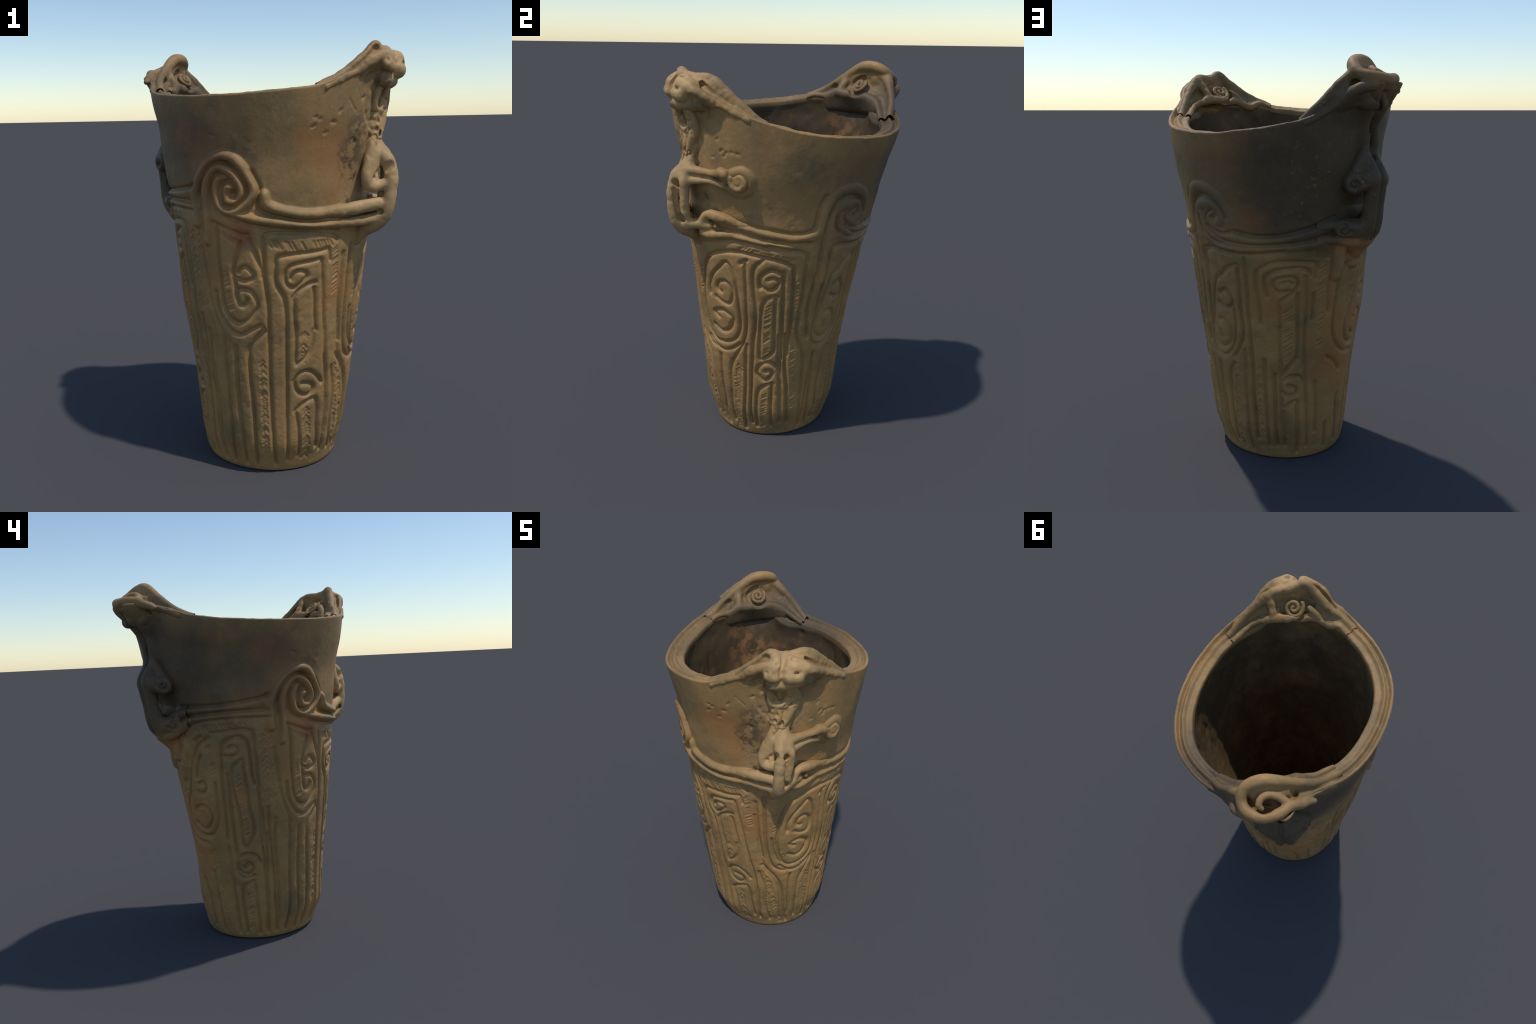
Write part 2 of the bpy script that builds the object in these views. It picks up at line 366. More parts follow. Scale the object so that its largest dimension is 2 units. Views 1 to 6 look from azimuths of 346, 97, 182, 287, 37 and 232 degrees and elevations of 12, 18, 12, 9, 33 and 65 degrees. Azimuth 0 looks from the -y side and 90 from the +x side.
def carve_leaf_north_groove():
    groove((131.9, 1.091), (132.7, 1.116), (138.6, 1.132), (152.2, 1.119), (165.0, 1.122), (184.9, 1.139))
    groove((132.2, 1.099), (131.5, 0.996), (128.1, 0.780), (128.7, 0.673))
    groove((155.8, 1.063), (149.1, 1.041), (142.5, 0.996), (137.0, 0.955), (130.6, 0.763), (128.7, 0.673), (132.2, 0.622), (138.2, 0.612), (144.3, 0.645), (146.6, 0.692), (145.2, 0.733), (141.4, 0.761), (136.7, 0.761))
    groove((140.3, 0.907), (145.0, 0.926), (148.4, 0.905), (149.8, 0.866), (147.7, 0.838), (143.0, 0.835), (139.0, 0.854))
    groove((156.2, 1.060), (156.1, 0.906), (155.7, 0.802), (156.5, 0.718), (153.1, 0.636), (147.4, 0.571))
    groove((126.9, 0.713), (127.5, 0.604), (133.5, 0.567), (139.8, 0.571), (146.1, 0.617), (149.9, 0.688), (150.8, 0.796), (149.8, 0.845))
    groove((161.4, 1.100), (161.6, 0.911), (161.2, 0.786), (162.3, 0.573))
    groove((136.9, 0.697), (137.0, 0.667))

def carve_hook_north_groove():
    groove((169.2, 0.771), (168.8, 0.858), (167.6, 0.955), (168.2, 1.026), (170.4, 1.052), (178.6, 1.083), (185.4, 1.088), (200.9, 1.080), (204.1, 1.059), (203.4, 1.002))
    groove((174.3, 0.916), (172.8, 0.987), (174.0, 1.017), (179.8, 1.043), (192.4, 1.054), (198.1, 1.043), (200.8, 1.016))
    groove((181.7, 0.884), (185.7, 0.909), (190.1, 0.934), (192.5, 0.962), (192.5, 0.992), (189.6, 1.009), (183.0, 1.006), (178.6, 0.993), (178.0, 0.964), (180.8, 0.937), (187.7, 0.939))
    groove((182.9, 0.979), (186.7, 0.989), (189.6, 0.976))
    groove((181.1, 0.871), (182.0, 0.620), (182.1, 0.506))
    groove((192.6, 0.924), (192.9, 0.795), (193.8, 0.640), (192.4, 0.577), (185.0, 0.511))
    groove((197.8, 1.006), (198.9, 0.878), (198.6, 0.748), (199.3, 0.522))
    groove((203.0, 0.918), (203.3, 0.788))
    groove((213.7, 1.132), (214.2, 1.033), (213.1, 0.929), (213.8, 0.820))

def carve_leaf_west_edge_groove():
    groove((229.6, 1.075), (221.4, 1.024), (219.7, 0.916), (218.5, 0.813), (219.3, 0.701), (224.1, 0.624), (232.0, 0.576), (244.1, 0.562))
    groove((216.7, 0.568), (224.0, 0.532), (229.0, 0.484))

def carve_lower_north_groove():
    groove((131.1, 0.510), (128.3, 0.276), (127.2, 0.142), (124.2, 0.008))
    groove((146.6, 0.532), (142.1, 0.483), (140.8, 0.389), (139.9, 0.282), (140.8, 0.176), (138.5, 0.077))
    groove((156.4, 0.619), (156.3, 0.497), (155.3, 0.372), (154.2, 0.110), (153.1, 0.022))
    groove((161.5, 0.625), (162.1, 0.504), (161.5, 0.380), (162.1, 0.255), (161.8, 0.122))
    groove((170.7, 0.572), (170.7, 0.449), (171.4, 0.221), (171.3, 0.082))
    groove((177.8, 0.494), (177.9, 0.224), (178.6, 0.087))
    groove((181.9, 0.535), (183.5, 0.161))
    groove((193.6, 0.580), (187.6, 0.534), (183.0, 0.482))
    groove((183.3, 0.457), (188.3, 0.477), (193.1, 0.481), (198.1, 0.467), (200.6, 0.436))
    groove((182.9, 0.396), (186.7, 0.379), (190.6, 0.377), (194.4, 0.396), (193.3, 0.417), (187.8, 0.431))
    groove((184.4, 0.309), (193.9, 0.342), (194.6, 0.284), (194.9, 0.133), (195.6, 0.037))
    groove((184.3, 0.288), (184.1, 0.182), (184.4, 0.088))
    groove((198.9, 0.629), (201.0, 0.464), (202.3, 0.297), (203.5, 0.076))
    groove((208.9, 0.434), (210.3, 0.328), (210.2, 0.159))
    groove((219.6, 0.184), (222.4, 0.044))

def carve_hook_west_groove():
    groove((261.7, 1.192), (282.3, 1.211), (288.2, 1.200), (290.0, 1.170), (290.4, 0.796), (289.7, 0.574))
    groove((262.8, 0.599), (264.1, 0.725), (264.5, 0.847), (265.3, 0.966), (267.2, 1.092), (269.0, 1.134), (272.9, 1.156), (279.4, 1.171), (284.2, 1.156), (285.9, 1.121), (286.8, 0.963), (288.1, 0.916))
    groove((280.9, 1.044), (282.8, 0.775), (284.5, 0.701), (284.4, 0.636), (282.0, 0.597), (276.2, 0.562), (275.0, 0.751), (272.0, 0.919), (272.8, 0.990), (275.9, 1.022), (280.9, 1.049))
    groove((272.0, 1.111), (275.7, 1.124), (278.8, 1.105), (277.9, 1.077), (273.6, 1.064), (269.3, 1.069))
    groove((269.7, 0.966), (268.8, 0.576))
    groove((291.4, 0.771), (291.9, 0.673), (291.7, 0.573))
    groove((296.4, 0.778), (296.4, 0.571))

def carve_leaf_west_groove():
    groove((260.3, 1.171), (251.2, 1.128), (244.5, 1.054), (239.3, 0.979), (235.7, 0.877), (231.2, 0.798), (229.2, 0.719), (233.6, 0.632), (243.6, 0.609), (251.6, 0.632), (258.0, 0.722), (259.5, 0.917))
    groove((251.0, 1.066), (247.7, 1.027), (244.5, 0.948))
    groove((245.0, 0.910), (249.5, 0.922), (251.8, 0.895), (248.5, 0.859), (243.6, 0.865))
    groove((239.3, 0.752), (237.8, 0.765), (245.5, 0.788), (250.6, 0.762), (252.5, 0.718), (248.5, 0.670), (243.2, 0.649), (237.4, 0.683))
    groove((253.9, 1.175), (248.2, 1.150))

def carve_lower_west_groove():
    groove((263.0, 0.598), (262.7, 0.485), (263.4, 0.371), (264.2, 0.140), (265.3, 0.038))
    groove((268.8, 0.601), (269.4, 0.488), (268.4, 0.431), (270.5, 0.386), (276.9, 0.376), (281.9, 0.391))
    groove((269.4, 0.488), (272.9, 0.508), (278.2, 0.518), (284.7, 0.507), (288.3, 0.468))
    groove((269.9, 0.420), (274.0, 0.398), (277.7, 0.395), (281.1, 0.421), (281.4, 0.444), (278.0, 0.463), (274.4, 0.436))
    groove((281.0, 0.357), (274.2, 0.334), (270.9, 0.299), (270.3, 0.221), (271.6, 0.144), (272.5, 0.041))
    groove((281.5, 0.353), (282.9, 0.281), (283.1, 0.184), (284.5, 0.103), (285.0, 0.028))
    groove((290.1, 0.599), (291.8, 0.373), (292.6, 0.141), (294.0, 0.023))
    groove((296.9, 0.594), (299.2, 0.330), (299.2, 0.215), (302.2, 0.046))
    groove((244.8, 0.392), (246.1, 0.140), (248.0, 0.033))
    groove((230.9, 0.332), (232.9, 0.179), (235.5, 0.061))

def carve_leaf_east_left_groove():
    groove((27.8, 1.072), (29.2, 0.882), (29.9, 0.712), (32.1, 0.606), (34.0, 0.555), (39.7, 0.478), (44.4, 0.399), (46.3, 0.296), (47.2, 0.085))
    groove((33.4, 1.104), (35.3, 0.748), (37.1, 0.642), (39.8, 0.583), (44.1, 0.553), (50.0, 0.533))
    groove((39.3, 0.802), (40.5, 0.711), (44.0, 0.630), (49.7, 0.592))
    groove((21.4, 0.596), (24.5, 0.452), (26.6, 0.223), (27.2, 0.090))
    groove((37.2, 1.108), (39.5, 1.101), (43.3, 1.109), (45.4, 1.135))

def scratch_hatching():
    hatch((5.3, 0.724), (4.2, 0.594), 0.020, '^')
    hatch((9.3, 0.340), (12.7, 0.079), 0.018, '^')
    hatch((35.3, 0.489), (48.0, 0.047), 0.012, '^')
    hatch((338.8, 0.594), (340.4, 0.103), 0.014, '^')
    hatch((300.2, 1.189), (302.0, 0.839), 0.016, 'v')
    hatch((317.6, 1.005), (320.5, 0.834), 0.014, '/')
    hatch((317.3, 1.191), (327.2, 1.140), 0.018, '|')
    hatch((344.0, 1.140), (2.6, 1.121), 0.018, 's')
    hatch((8.8, 1.127), (21.8, 1.130), 0.014, 's')
    hatch((21.5, 1.101), (23.9, 0.904), 0.012, '/')
    hatch((93.1, 0.818), (92.5, 0.554), 0.013, '/')
    hatch((73.4, 1.131), (108.4, 1.074), 0.011, '/')
    hatch((110.4, 0.986), (112.7, 0.502), 0.010, '/')
    hatch((71.4, 0.451), (66.8, 0.039), 0.016, '^')
    hatch((92.0, 0.281), (90.1, 0.069), 0.012, '/')
    hatch((112.0, 0.593), (116.2, 0.205), 0.011, '/')
    hatch((149.8, 0.529), (144.6, 0.029), 0.016, '^')
    hatch((166.7, 0.529), (166.3, 0.138), 0.012, '^')
    hatch((187.1, 0.849), (186.7, 0.552), 0.020, '/')
    hatch((207.4, 1.040), (207.4, 0.914), 0.016, '/')
    hatch((208.4, 0.804), (209.4, 0.639), 0.012, '/')
    hatch((195.9, 1.121), (212.1, 1.113), 0.020, '|')
    hatch((227.2, 0.952), (229.0, 0.729), 0.010, '/')
    hatch((296.6, 1.167), (299.0, 0.824), 0.022, '^')
    hatch((238.3, 1.170), (232.7, 0.850), 0.016, '\\')
    hatch((257.6, 1.138), (259.9, 0.970), 0.016, '/')
    hatch((276.8, 0.956), (279.2, 0.637), 0.013, '/')
    hatch((248.5, 0.530), (253.3, 0.068), 0.022, '^')
    hatch((277.4, 0.281), (277.8, 0.082), 0.012, '/')
    hatch((244.0, 1.210), (286.3, 1.233), 0.014, 's')
    hatch((30.3, 0.532), (39.0, 0.095), 0.016, '^')
    hatch((68.2, 0.376), (68.5, 0.107), 0.012, '/')
    hatch((42.2, 0.975), (42.1, 0.866), 0.014, '/')
    hatch((42.5, 0.779), (47.4, 0.632), 0.012, '/')

for carve in (carve_scroll_south_ridge, carve_scroll_south_groove, carve_belt_west_ridge, carve_belt_west_groove, carve_belt_east_ridge, carve_belt_east_groove, carve_leaf_south_groove, carve_lower_south_groove, carve_hook_south_groove, carve_leaf_east_groove, carve_hook_east_groove, carve_lower_east_groove, carve_scroll_north_ridge, carve_scroll_north_groove, carve_belt_north_ridge, carve_belt_north_groove, carve_leaf_north_groove, carve_hook_north_groove, carve_leaf_west_edge_groove, carve_lower_north_groove, carve_hook_west_groove, carve_leaf_west_groove, carve_lower_west_groove, carve_leaf_east_left_groove, scratch_hatching):
    carve()

# vertical clay ornament under each peak, down to the handle
def under_peaks():
    # peak A: two smooth ridges that frame a long teardrop hollow
    ridge((219, 1.87), (221.5, 1.78), (223.5, 1.70), (225.0, 1.62), (227.0, 1.55), w=0.034, h=0.028)
    ridge((233, 1.87), (232.0, 1.78), (231.5, 1.70), (232.5, 1.62), (231.0, 1.54), w=0.036, h=0.030)
    ridge((228.0, 1.85), (228.0, 1.80), (228.5, 1.74), w=0.022, h=0.012)
    groove((227.5, 1.72), (228.3, 1.66), (229.0, 1.60), (229.0, 1.575), w=0.020, d=0.028)
    groove((223.0, 1.84), (225.0, 1.78), w=0.016, d=0.025)
    groove((238.5, 1.842), (241.0, 1.828), w=0.022, d=0.020)
    # peak B: ground of the broken band (its lumps are modelled below)
    groove((39.4, 1.768), (40.0, 1.750), (40.5, 1.728), w=0.022, d=0.030)
    for _ in range(26):                      # pits and lost flakes
        a, z = RNG.normal(41, 5.5), RNG.uniform(1.53, 1.80)
        groove((a, z), (a + RNG.uniform(-1.0, 1.0), z + RNG.uniform(-0.016, 0.016)), w=RNG.uniform(0.008, 0.014),
               d=RNG.uniform(0.006, 0.013))
    for a, z in ((4, 1.665), (6, 1.655), (12, 1.645), (9, 1.60), (60, 1.66), (62, 1.605), (65, 1.60), (68, 1.605), (71, 1.60),
                 (64, 1.585), (57, 1.575), (318, 1.60), (336, 1.56), (15, 1.685), (24, 1.57), (3, 1.625), (27, 1.74)):
        a1, z1 = a + RNG.uniform(0.4, 1.3), z + RNG.uniform(-0.008, 0.010)
        groove((a, z), (a1, z1), w=RNG.uniform(0.006, 0.011), d=RNG.uniform(0.004, 0.007))
    groove((19.5, 1.735), (23.5, 1.69), w=0.005, d=0.005)
    # snail and small knob at the end of the east arm, and their surround
    ridge((69, 1.50), (74, 1.515), (78.5, 1.48), (77.5, 1.43), (73, 1.412), (68, 1.425), w=0.030, h=0.016)
    groove((54, 1.34), (50, 1.345), (46, 1.355), w=0.05, d=0.012)
    groove((236, 1.35), (228, 1.35), (220, 1.35), w=0.04, d=0.018)
    # stems under the handles
    ridge((221, 1.17), (219.5, 1.10), (217.5, 1.00), w=0.030, h=0.022)
    ridge((236, 1.18), (240, 1.12), (236, 1.05), (232, 0.95), w=0.030, h=0.020)
    ridge((229, 1.19), (231, 1.12), (230, 1.06), w=0.040, h=0.040)
under_peaks()

# ------------------------------------------------------------------ displaced outer wall
P0 = wall_point(AG, ZG)
wear = 0.5 + 0.5 * noise3(P0, 9.0, 3)
def soften(f, n):
    for _ in range(n):
        f = 0.25 * np.roll(f, 1, 1) + 0.5 * f + 0.25 * np.roll(f, -1, 1)
        f[1:-1] = 0.25 * f[:-2] + 0.5 * f[1:-1] + 0.25 * f[2:]
    return f
cut = soften(relief_cut, 1) * (0.80 + 0.30 * wear)
bulge = soften(relief_up, 2)
h = bulge - cut
low = 1 - sstep(ZG, 1.25, 1.40)              # the carved part is less even than the burnished neck
h = h + 0.0030 * noise3(P0, 6.0, 11) + (0.0004 + 0.0010 * low) * noise3(P0, 28.0, 12) + (0.0002 + 0.0004 * low) * noise3(P0, 90.0, 13)
# rough patch round the broken ornament of peak B
rough = np.exp(-(dang(AG, 41) / 11.0) ** 2) * sstep(ZG, 1.45, 1.55) * (1 - sstep(ZG, 1.86, 1.92))
h = h + rough * (0.006 * noise3(P0, 24.0, 21) + 0.0020 * noise3(P0, 60.0, 22))
base_fade = sstep(ZG, 0.012, 0.05)
h = h * base_fade
foot = 0.016 * (1 - np.clip(ZG / 0.06, 0, 1)) ** 2          # rounded bottom edge
OUT = wall_point(AG, ZG, h - foot)

# ------------------------------------------------------------------ rim: lip, groove, ridge, groove, inner lip
def peak_knots(base, dA, dB, spread=(-40, 40)):
    """constant value, with offsets near the two peaks: dX = [(degrees from peak, value)]"""
    k = [(a, base) for a in range(0, 360, 10)
         if abs(float(dang(a, PEAK_A))) > 34 and abs(float(dang(a, PEAK_B))) > 34]
    k += [((PEAK_A + d) % 360, v) for d, v in dA] + [((PEAK_B + d) % 360, v) for d, v in dB]
    return ring_curve(k)

z_mid = peak_knots(0.008, [(-30, -0.006), (-15, -0.010), (0, -0.006), (15, -0.010), (30, -0.006)], [(-30, -0.006), (-15, -0.010), (0, -0.006), (15, -0.010), (30, -0.006)])
r_mid = peak_knots(-0.046, [(-25, -0.050), (-10, -0.065), (0, -0.075), (10, -0.065), (25, -0.052)], [(-25, -0.048), (-10, -0.058), (0, -0.065), (10, -0.062), (25, -0.052)])
z_g1 = peak_knots(-0.008, [(-26, -0.025), (-12, -0.040), (0, -0.040), (14, -0.045), (26, -0.025)], [(-26, -0.025), (-12, -0.040), (0, -0.030), (12, -0.040), (26, -0.025)])
z_g2 = peak_knots(-0.005, [(-28, -0.030), (-14, -0.045), (0, -0.055), (14, -0.060), (28, -0.030)], [(-28, -0.030), (-14, -0.045), (0, -0.055), (14, -0.060), (28, -0.030)])
r_g2 = peak_knots(-0.068, [(-25, -0.072), (-10, -0.095), (0, -0.105), (10, -0.095), (25, -0.075)], [(-25, -0.070), (-10, -0.085), (0, -0.092), (10, -0.088), (25, -0.074)])
z_in = peak_knots(-0.004, [(-30, -0.018), (-14, -0.070), (0, -0.095), (14, -0.085), (30, -0.020)], [(-30, -0.018), (-14, -0.075), (0, -0.095), (14, -0.075), (30, -0.020)])
r_in = peak_knots(-0.089, [(-25, -0.092), (-10, -0.115), (0, -0.130), (10, -0.120), (25, -0.095)], [(-25, -0.092), (-10, -0.105), (0, -0.112), (10, -0.105), (25, -0.094)])

NRIM = 9
seg_r, seg_z = [], []
lip = 0.010
stations = [(np.zeros(NA), np.zeros(NA)),
            (np.full(NA, -lip), np.full(NA, 0.008)),
            (0.60 * r_mid(AZ), z_g1(AZ)),
            (r_mid(AZ), z_mid(AZ)),
            (r_g2(AZ), z_g2(AZ)),
            (r_in(AZ), z_in(AZ)),
            (r_in(AZ) - 0.010, z_in(AZ) - 0.016)]
counts = [4, 9, 10, 12, 10, 4]
rimR, rimZ = [], []
for k, n in enumerate(counts):
    (ra, za), (rb, zb) = stations[k], stations[k + 1]
    for j in range(1, n + 1):
        t = j / n
        if k == 0:
            fr, fz = t * t, math.sin(t * math.pi / 2)
        elif k == len(counts) - 1:
            fr, fz = math.sin(t * math.pi / 2), t * t
        else:
            fr, fz = t, t * t * (3 - 2 * t)
        rimR.append(ra + (rb - ra) * fr)
        rimZ.append(za + (zb - za) * fz)
rimR, rimZ = np.array(rimR), np.array(rimZ)
topR = wall_radius(AZ, RZ)
hl = h[-1]
R_ = topR[None, :] + rimR + hl[None, :] * np.linspace(1, 0, len(rimR))[:, None]
Z_ = RZ[None, :] + rimZ
tr = np.radians(AZ)
RIM = np.stack([_T(_CX, RZ)[None] + R_ * np.sin(tr), _T(_CY, RZ)[None] - R_ * np.cos(tr), Z_], -1)
RIM = RIM + (0.0022 * noise3(RIM, 22.0, 31) + 0.0010 * noise3(RIM, 60.0, 32))[..., None] * np.array([0.4, 0.4, 1.0])

# ------------------------------------------------------------------ inside wall and floor
NIN = 120
zi0 = Z_[-1]
fz = np.linspace(0, 1, NIN + 1)[1:]
ZI = zi0[None] + fz[:, None] * (0.24 - zi0[None])
thick = np.interp(ZI, [0.20, 0.60, 1.10, 1.38, 1.65], [0.135, 0.115, 0.085, 0.062, 0.056])
r_wall = wall_radius(AG[:1] + 0 * ZI, ZI) - flare(AG[:1] + 0 * ZI, ZI) - thick
lipR = R_[-1] - (topR - flare(AZ, RZ)) + thick[0]
RI = r_wall + lipR[None] * np.exp(-((zi0[None] - ZI) / 0.10))
tri_ = np.radians(AG[:1])
INN = np.stack([_T(_CX, ZI) + RI * np.sin(tri_), _T(_CY, ZI) - RI * np.cos(tri_), ZI], -1)
nI = 0.004 * noise3(INN, 9.0, 41) + 0.0025 * noise3(INN, 26.0, 42)
pit = np.clip(noise3(INN, 20.0, 43) - 0.45, 0, 1) * 0.014
rad = INN - np.stack([_T(_CX, ZI), _T(_CY, ZI), ZI], -1)
rad /= np.linalg.norm(rad, axis=-1, keepdims=True)
INN = INN + rad * (nI + pit)[..., None] * sstep(zi0[None] - ZI, 0.0, 0.05)[..., None]

rings = []
cen_b = np.array([_T(_CX, 0.0), _T(_CY, 0.0), 0.0])
first = OUT[0]
for s in (0.0, 0.25, 0.5, 0.75, 0.93):         # underside, very slightly hollow
    ring = cen_b + (first - cen_b) * s
    ring[:, 2] = 0.006 * (1 - s) ** 2 if s < 0.9 else 0.001
    rings.append(ring)
rings[0][:] = cen_b + np.array([0, 0, 0.006])
rings[0] += 1e-4 * np.stack([np.sin(tr), -np.cos(tr), 0 * tr], -1)
UNDER = np.array(rings)
UNDER[..., 2] -= 0.0
cen_i = np.array([_T(_CX, 0.1), _T(_CY, 0.1), 0.23])
last = INN[-1]
FLOOR = np.array([cen_i + (last - cen_i) * s + np.array([0, 0, -0.012 * (1 - s)]) for s in (0.96, 0.88, 0.7, 0.45, 0.2, 0.0003)])

V = np.concatenate([UNDER, OUT, RIM, INN, FLOOR], 0)
NROW = V.shape[0]
zmin = V[..., 2].min()
V[..., 2] -= zmin
r_out0, r_rim0 = len(UNDER), len(UNDER) + NZ
r_in0 = r_rim0 + len(RIM)
VF = V.reshape(-1, 3)
ii = np.arange(NROW - 1)[:, None] * NA
jj = np.arange(NA)[None, :]
j2 = (jj + 1) % NA
QUADS = np.stack([ii + jj, ii + j2, ii + NA + j2, ii + NA + jj], -1)      # (rows, NA, 4)
LABEL = np.zeros(QUADS.shape[:2], np.int8)
row = np.arange(NROW - 1)[:, None] + 0 * jj
zmid = V[:-1, :, 2]
OUTROW = (row >= r_out0 - 1) & (row < r_rim0)
LABEL[:] = 0                                      # 0 foot
LABEL[OUTROW & (zmid > 0.05)] = 1                 # 1 carved wall
LABEL[OUTROW & (zmid > 1.215)] = 2                # 2 neck
sm = np.zeros(LABEL.shape, np.int8)
sm[r_out0:r_rim0] = scroll_mask[:LABEL[r_out0:r_rim0].shape[0]]
bm = np.zeros(LABEL.shape, np.int8)
bm[r_out0:r_rim0] = belt_mask[:LABEL[r_out0:r_rim0].shape[0]]
LABEL[bm > 0] = 3                                 # 3 belt
LABEL[sm == 1] = 4                                # 4, 5 scrolls
LABEL[sm == 2] = 5
LABEL[(row >= r_rim0) & (row < r_in0)] = 6        # 6 rim
LABEL[row >= r_in0] = 7                           # 7 inside

# smooth vertex normals of the whole body, shared by all its parts
Q = QUADS.reshape(-1, 4)
fn = np.cross(VF[Q[:, 2]] - VF[Q[:, 0]], VF[Q[:, 3]] - VF[Q[:, 1]])
VN = np.zeros_like(VF)
for k in range(4):
    for ax in range(3):
        VN[:, ax] += np.bincount(Q[:, k], weights=fn[:, ax], minlength=len(VF))
VN /= np.linalg.norm(VN, axis=1, keepdims=True) + 1e-20

# ------------------------------------------------------------------ scene helpers
jar = bpy.data.objects.new('clay_jar', None)
bpy.context.scene.collection.objects.link(jar)
jar['label'] = 'tall brown carved earthenware jar with scrolls, handles and peaked rim'
jar['category'] = 'clay vase'

def add_object(name, mesh, parent, mat):
    ob = bpy.data.objects.new(name, mesh)
    bpy.context.scene.collection.objects.link(ob)
    ob.parent = parent
    mesh.materials.clear()
    mesh.materials.append(mat)
    return ob

def mesh_from(name, verts, quads):
    me = bpy.data.meshes.new(name)
    me.vertices.add(len(verts))
    me.vertices.foreach_set('co', verts.astype(np.float32).ravel())
    me.loops.add(len(quads) * 4)
    me.loops.foreach_set('vertex_index', quads.astype(np.int32).ravel())
    me.polygons.add(len(quads))
    me.polygons.foreach_set('loop_start', (np.arange(len(quads)) * 4).astype(np.int32))
    me.polygons.foreach_set('loop_total', np.full(len(quads), 4, np.int32))
    me.polygons.foreach_set('use_smooth', np.ones(len(quads), bool))
    me.update()
    me.validate()
    return me

# ------------------------------------------------------------------ materials
class Nodes:
    def __init__(self, name):
        self.mat = bpy.data.materials.new(name)
        self.mat.use_nodes = True
        self.t = self.mat.node_tree
        self.bsdf = self.t.nodes['Principled BSDF']
        tc = self.t.nodes.new('ShaderNodeTexCoord')
        self.co = tc.outputs['Object']
    def link(self, a, b):
        self.t.links.new(a, b)
    def noise(self, scale, detail=4, rough=0.6, co=None, dist=0.0):
        n = self.t.nodes.new('ShaderNodeTexNoise')
        n.inputs['Scale'].default_value = scale
        n.inputs['Detail'].default_value = detail
        n.inputs['Roughness'].default_value = rough
        n.inputs['Distortion'].default_value = dist
        self.link(co or self.co, n.inputs['Vector'])
        return n.outputs['Fac']
    def ramp(self, fac, lo, hi):
        m = self.t.nodes.new('ShaderNodeMapRange')
        m.interpolation_type = 'SMOOTHSTEP'
        self.link(fac, m.inputs['Value'])
        m.inputs['From Min'].default_value = lo
        m.inputs['From Max'].default_value = hi
        return m.outputs['Result']
    def math(self, op, a, b=None):
        m = self.t.nodes.new('ShaderNodeMath')
        m.operation = op
        for i, x in enumerate((a, b)):
            if x is None: continue
            if isinstance(x, (int, float)): m.inputs[i].default_value = x
            else: self.link(x, m.inputs[i])
        return m.outputs[0]
    def mix(self, fac, a, b, blend='MIX'):
        m = self.t.nodes.new('ShaderNodeMix')
        m.data_type = 'RGBA'
        m.blend_type = blend
        for sock, x in ((m.inputs[0], fac), (m.inputs[6], a), (m.inputs[7], b)):
            if isinstance(x, (int, float)): sock.default_value = x
            elif isinstance(x, tuple): sock.default_value = (*x, 1.0)
            else: self.link(x, sock)
        return m.outputs[2]
    def warped(self, amount, scale):
        n = self.t.nodes.new('ShaderNodeTexNoise')
        n.inputs['Scale'].default_value = scale
        n.inputs['Detail'].default_value = 4
        self.link(self.co, n.inputs['Vector'])
        v = self.t.nodes.new('ShaderNodeVectorMath'); v.operation = 'MULTIPLY_ADD'
        self.link(n.outputs['Color'], v.inputs[0])
        v.inputs[1].default_value = (amount,) * 3
        self.link(self.co, v.inputs[2])
        s = self.t.nodes.new('ShaderNodeVectorMath'); s.operation = 'SUBTRACT'
        self.link(v.outputs[0], s.inputs[0])
        s.inputs[1].default_value = (amount / 2,) * 3
        return s.outputs[0]
    def blob(self, co, centre, radius, soft=0.6, squash=(1, 1, 1)):
        """1 near a place on the jar, fading to 0 at the given radius"""
        s = self.t.nodes.new('ShaderNodeVectorMath'); s.operation = 'SUBTRACT'
        self.link(co, s.inputs[0]); s.inputs[1].default_value = tuple(centre)
        m = self.t.nodes.new('ShaderNodeVectorMath'); m.operation = 'MULTIPLY'
        self.link(s.outputs[0], m.inputs[0]); m.inputs[1].default_value = squash
        l = self.t.nodes.new('ShaderNodeVectorMath'); l.operation = 'LENGTH'
        self.link(m.outputs[0], l.inputs[0])
        return self.math('SUBTRACT', 1.0, self.ramp(l.outputs['Value'], radius * (1 - soft), radius))
    def bump(self, height, strength, distance):
        b = self.t.nodes.new('ShaderNodeBump')
        b.inputs['Strength'].default_value = strength
        b.inputs['Distance'].default_value = distance
        self.link(height, b.inputs['Height'])
        self.link(b.outputs[0], self.bsdf.inputs['Normal'])

def wp(a, z, o=0.0):
    return tuple(float(x) for x in wall_point(np.float64(a), np.float64(z), o))

TAN, OLIVE, PALE = (0.372, 0.214, 0.079), (0.250, 0.160, 0.064), (0.50, 0.318, 0.145)
ORANGE, RUST, SOOT, CHAR = (0.40, 0.185, 0.062), (0.30, 0.105, 0.042), (0.068, 0.050, 0.031), (0.070, 0.048, 0.033)

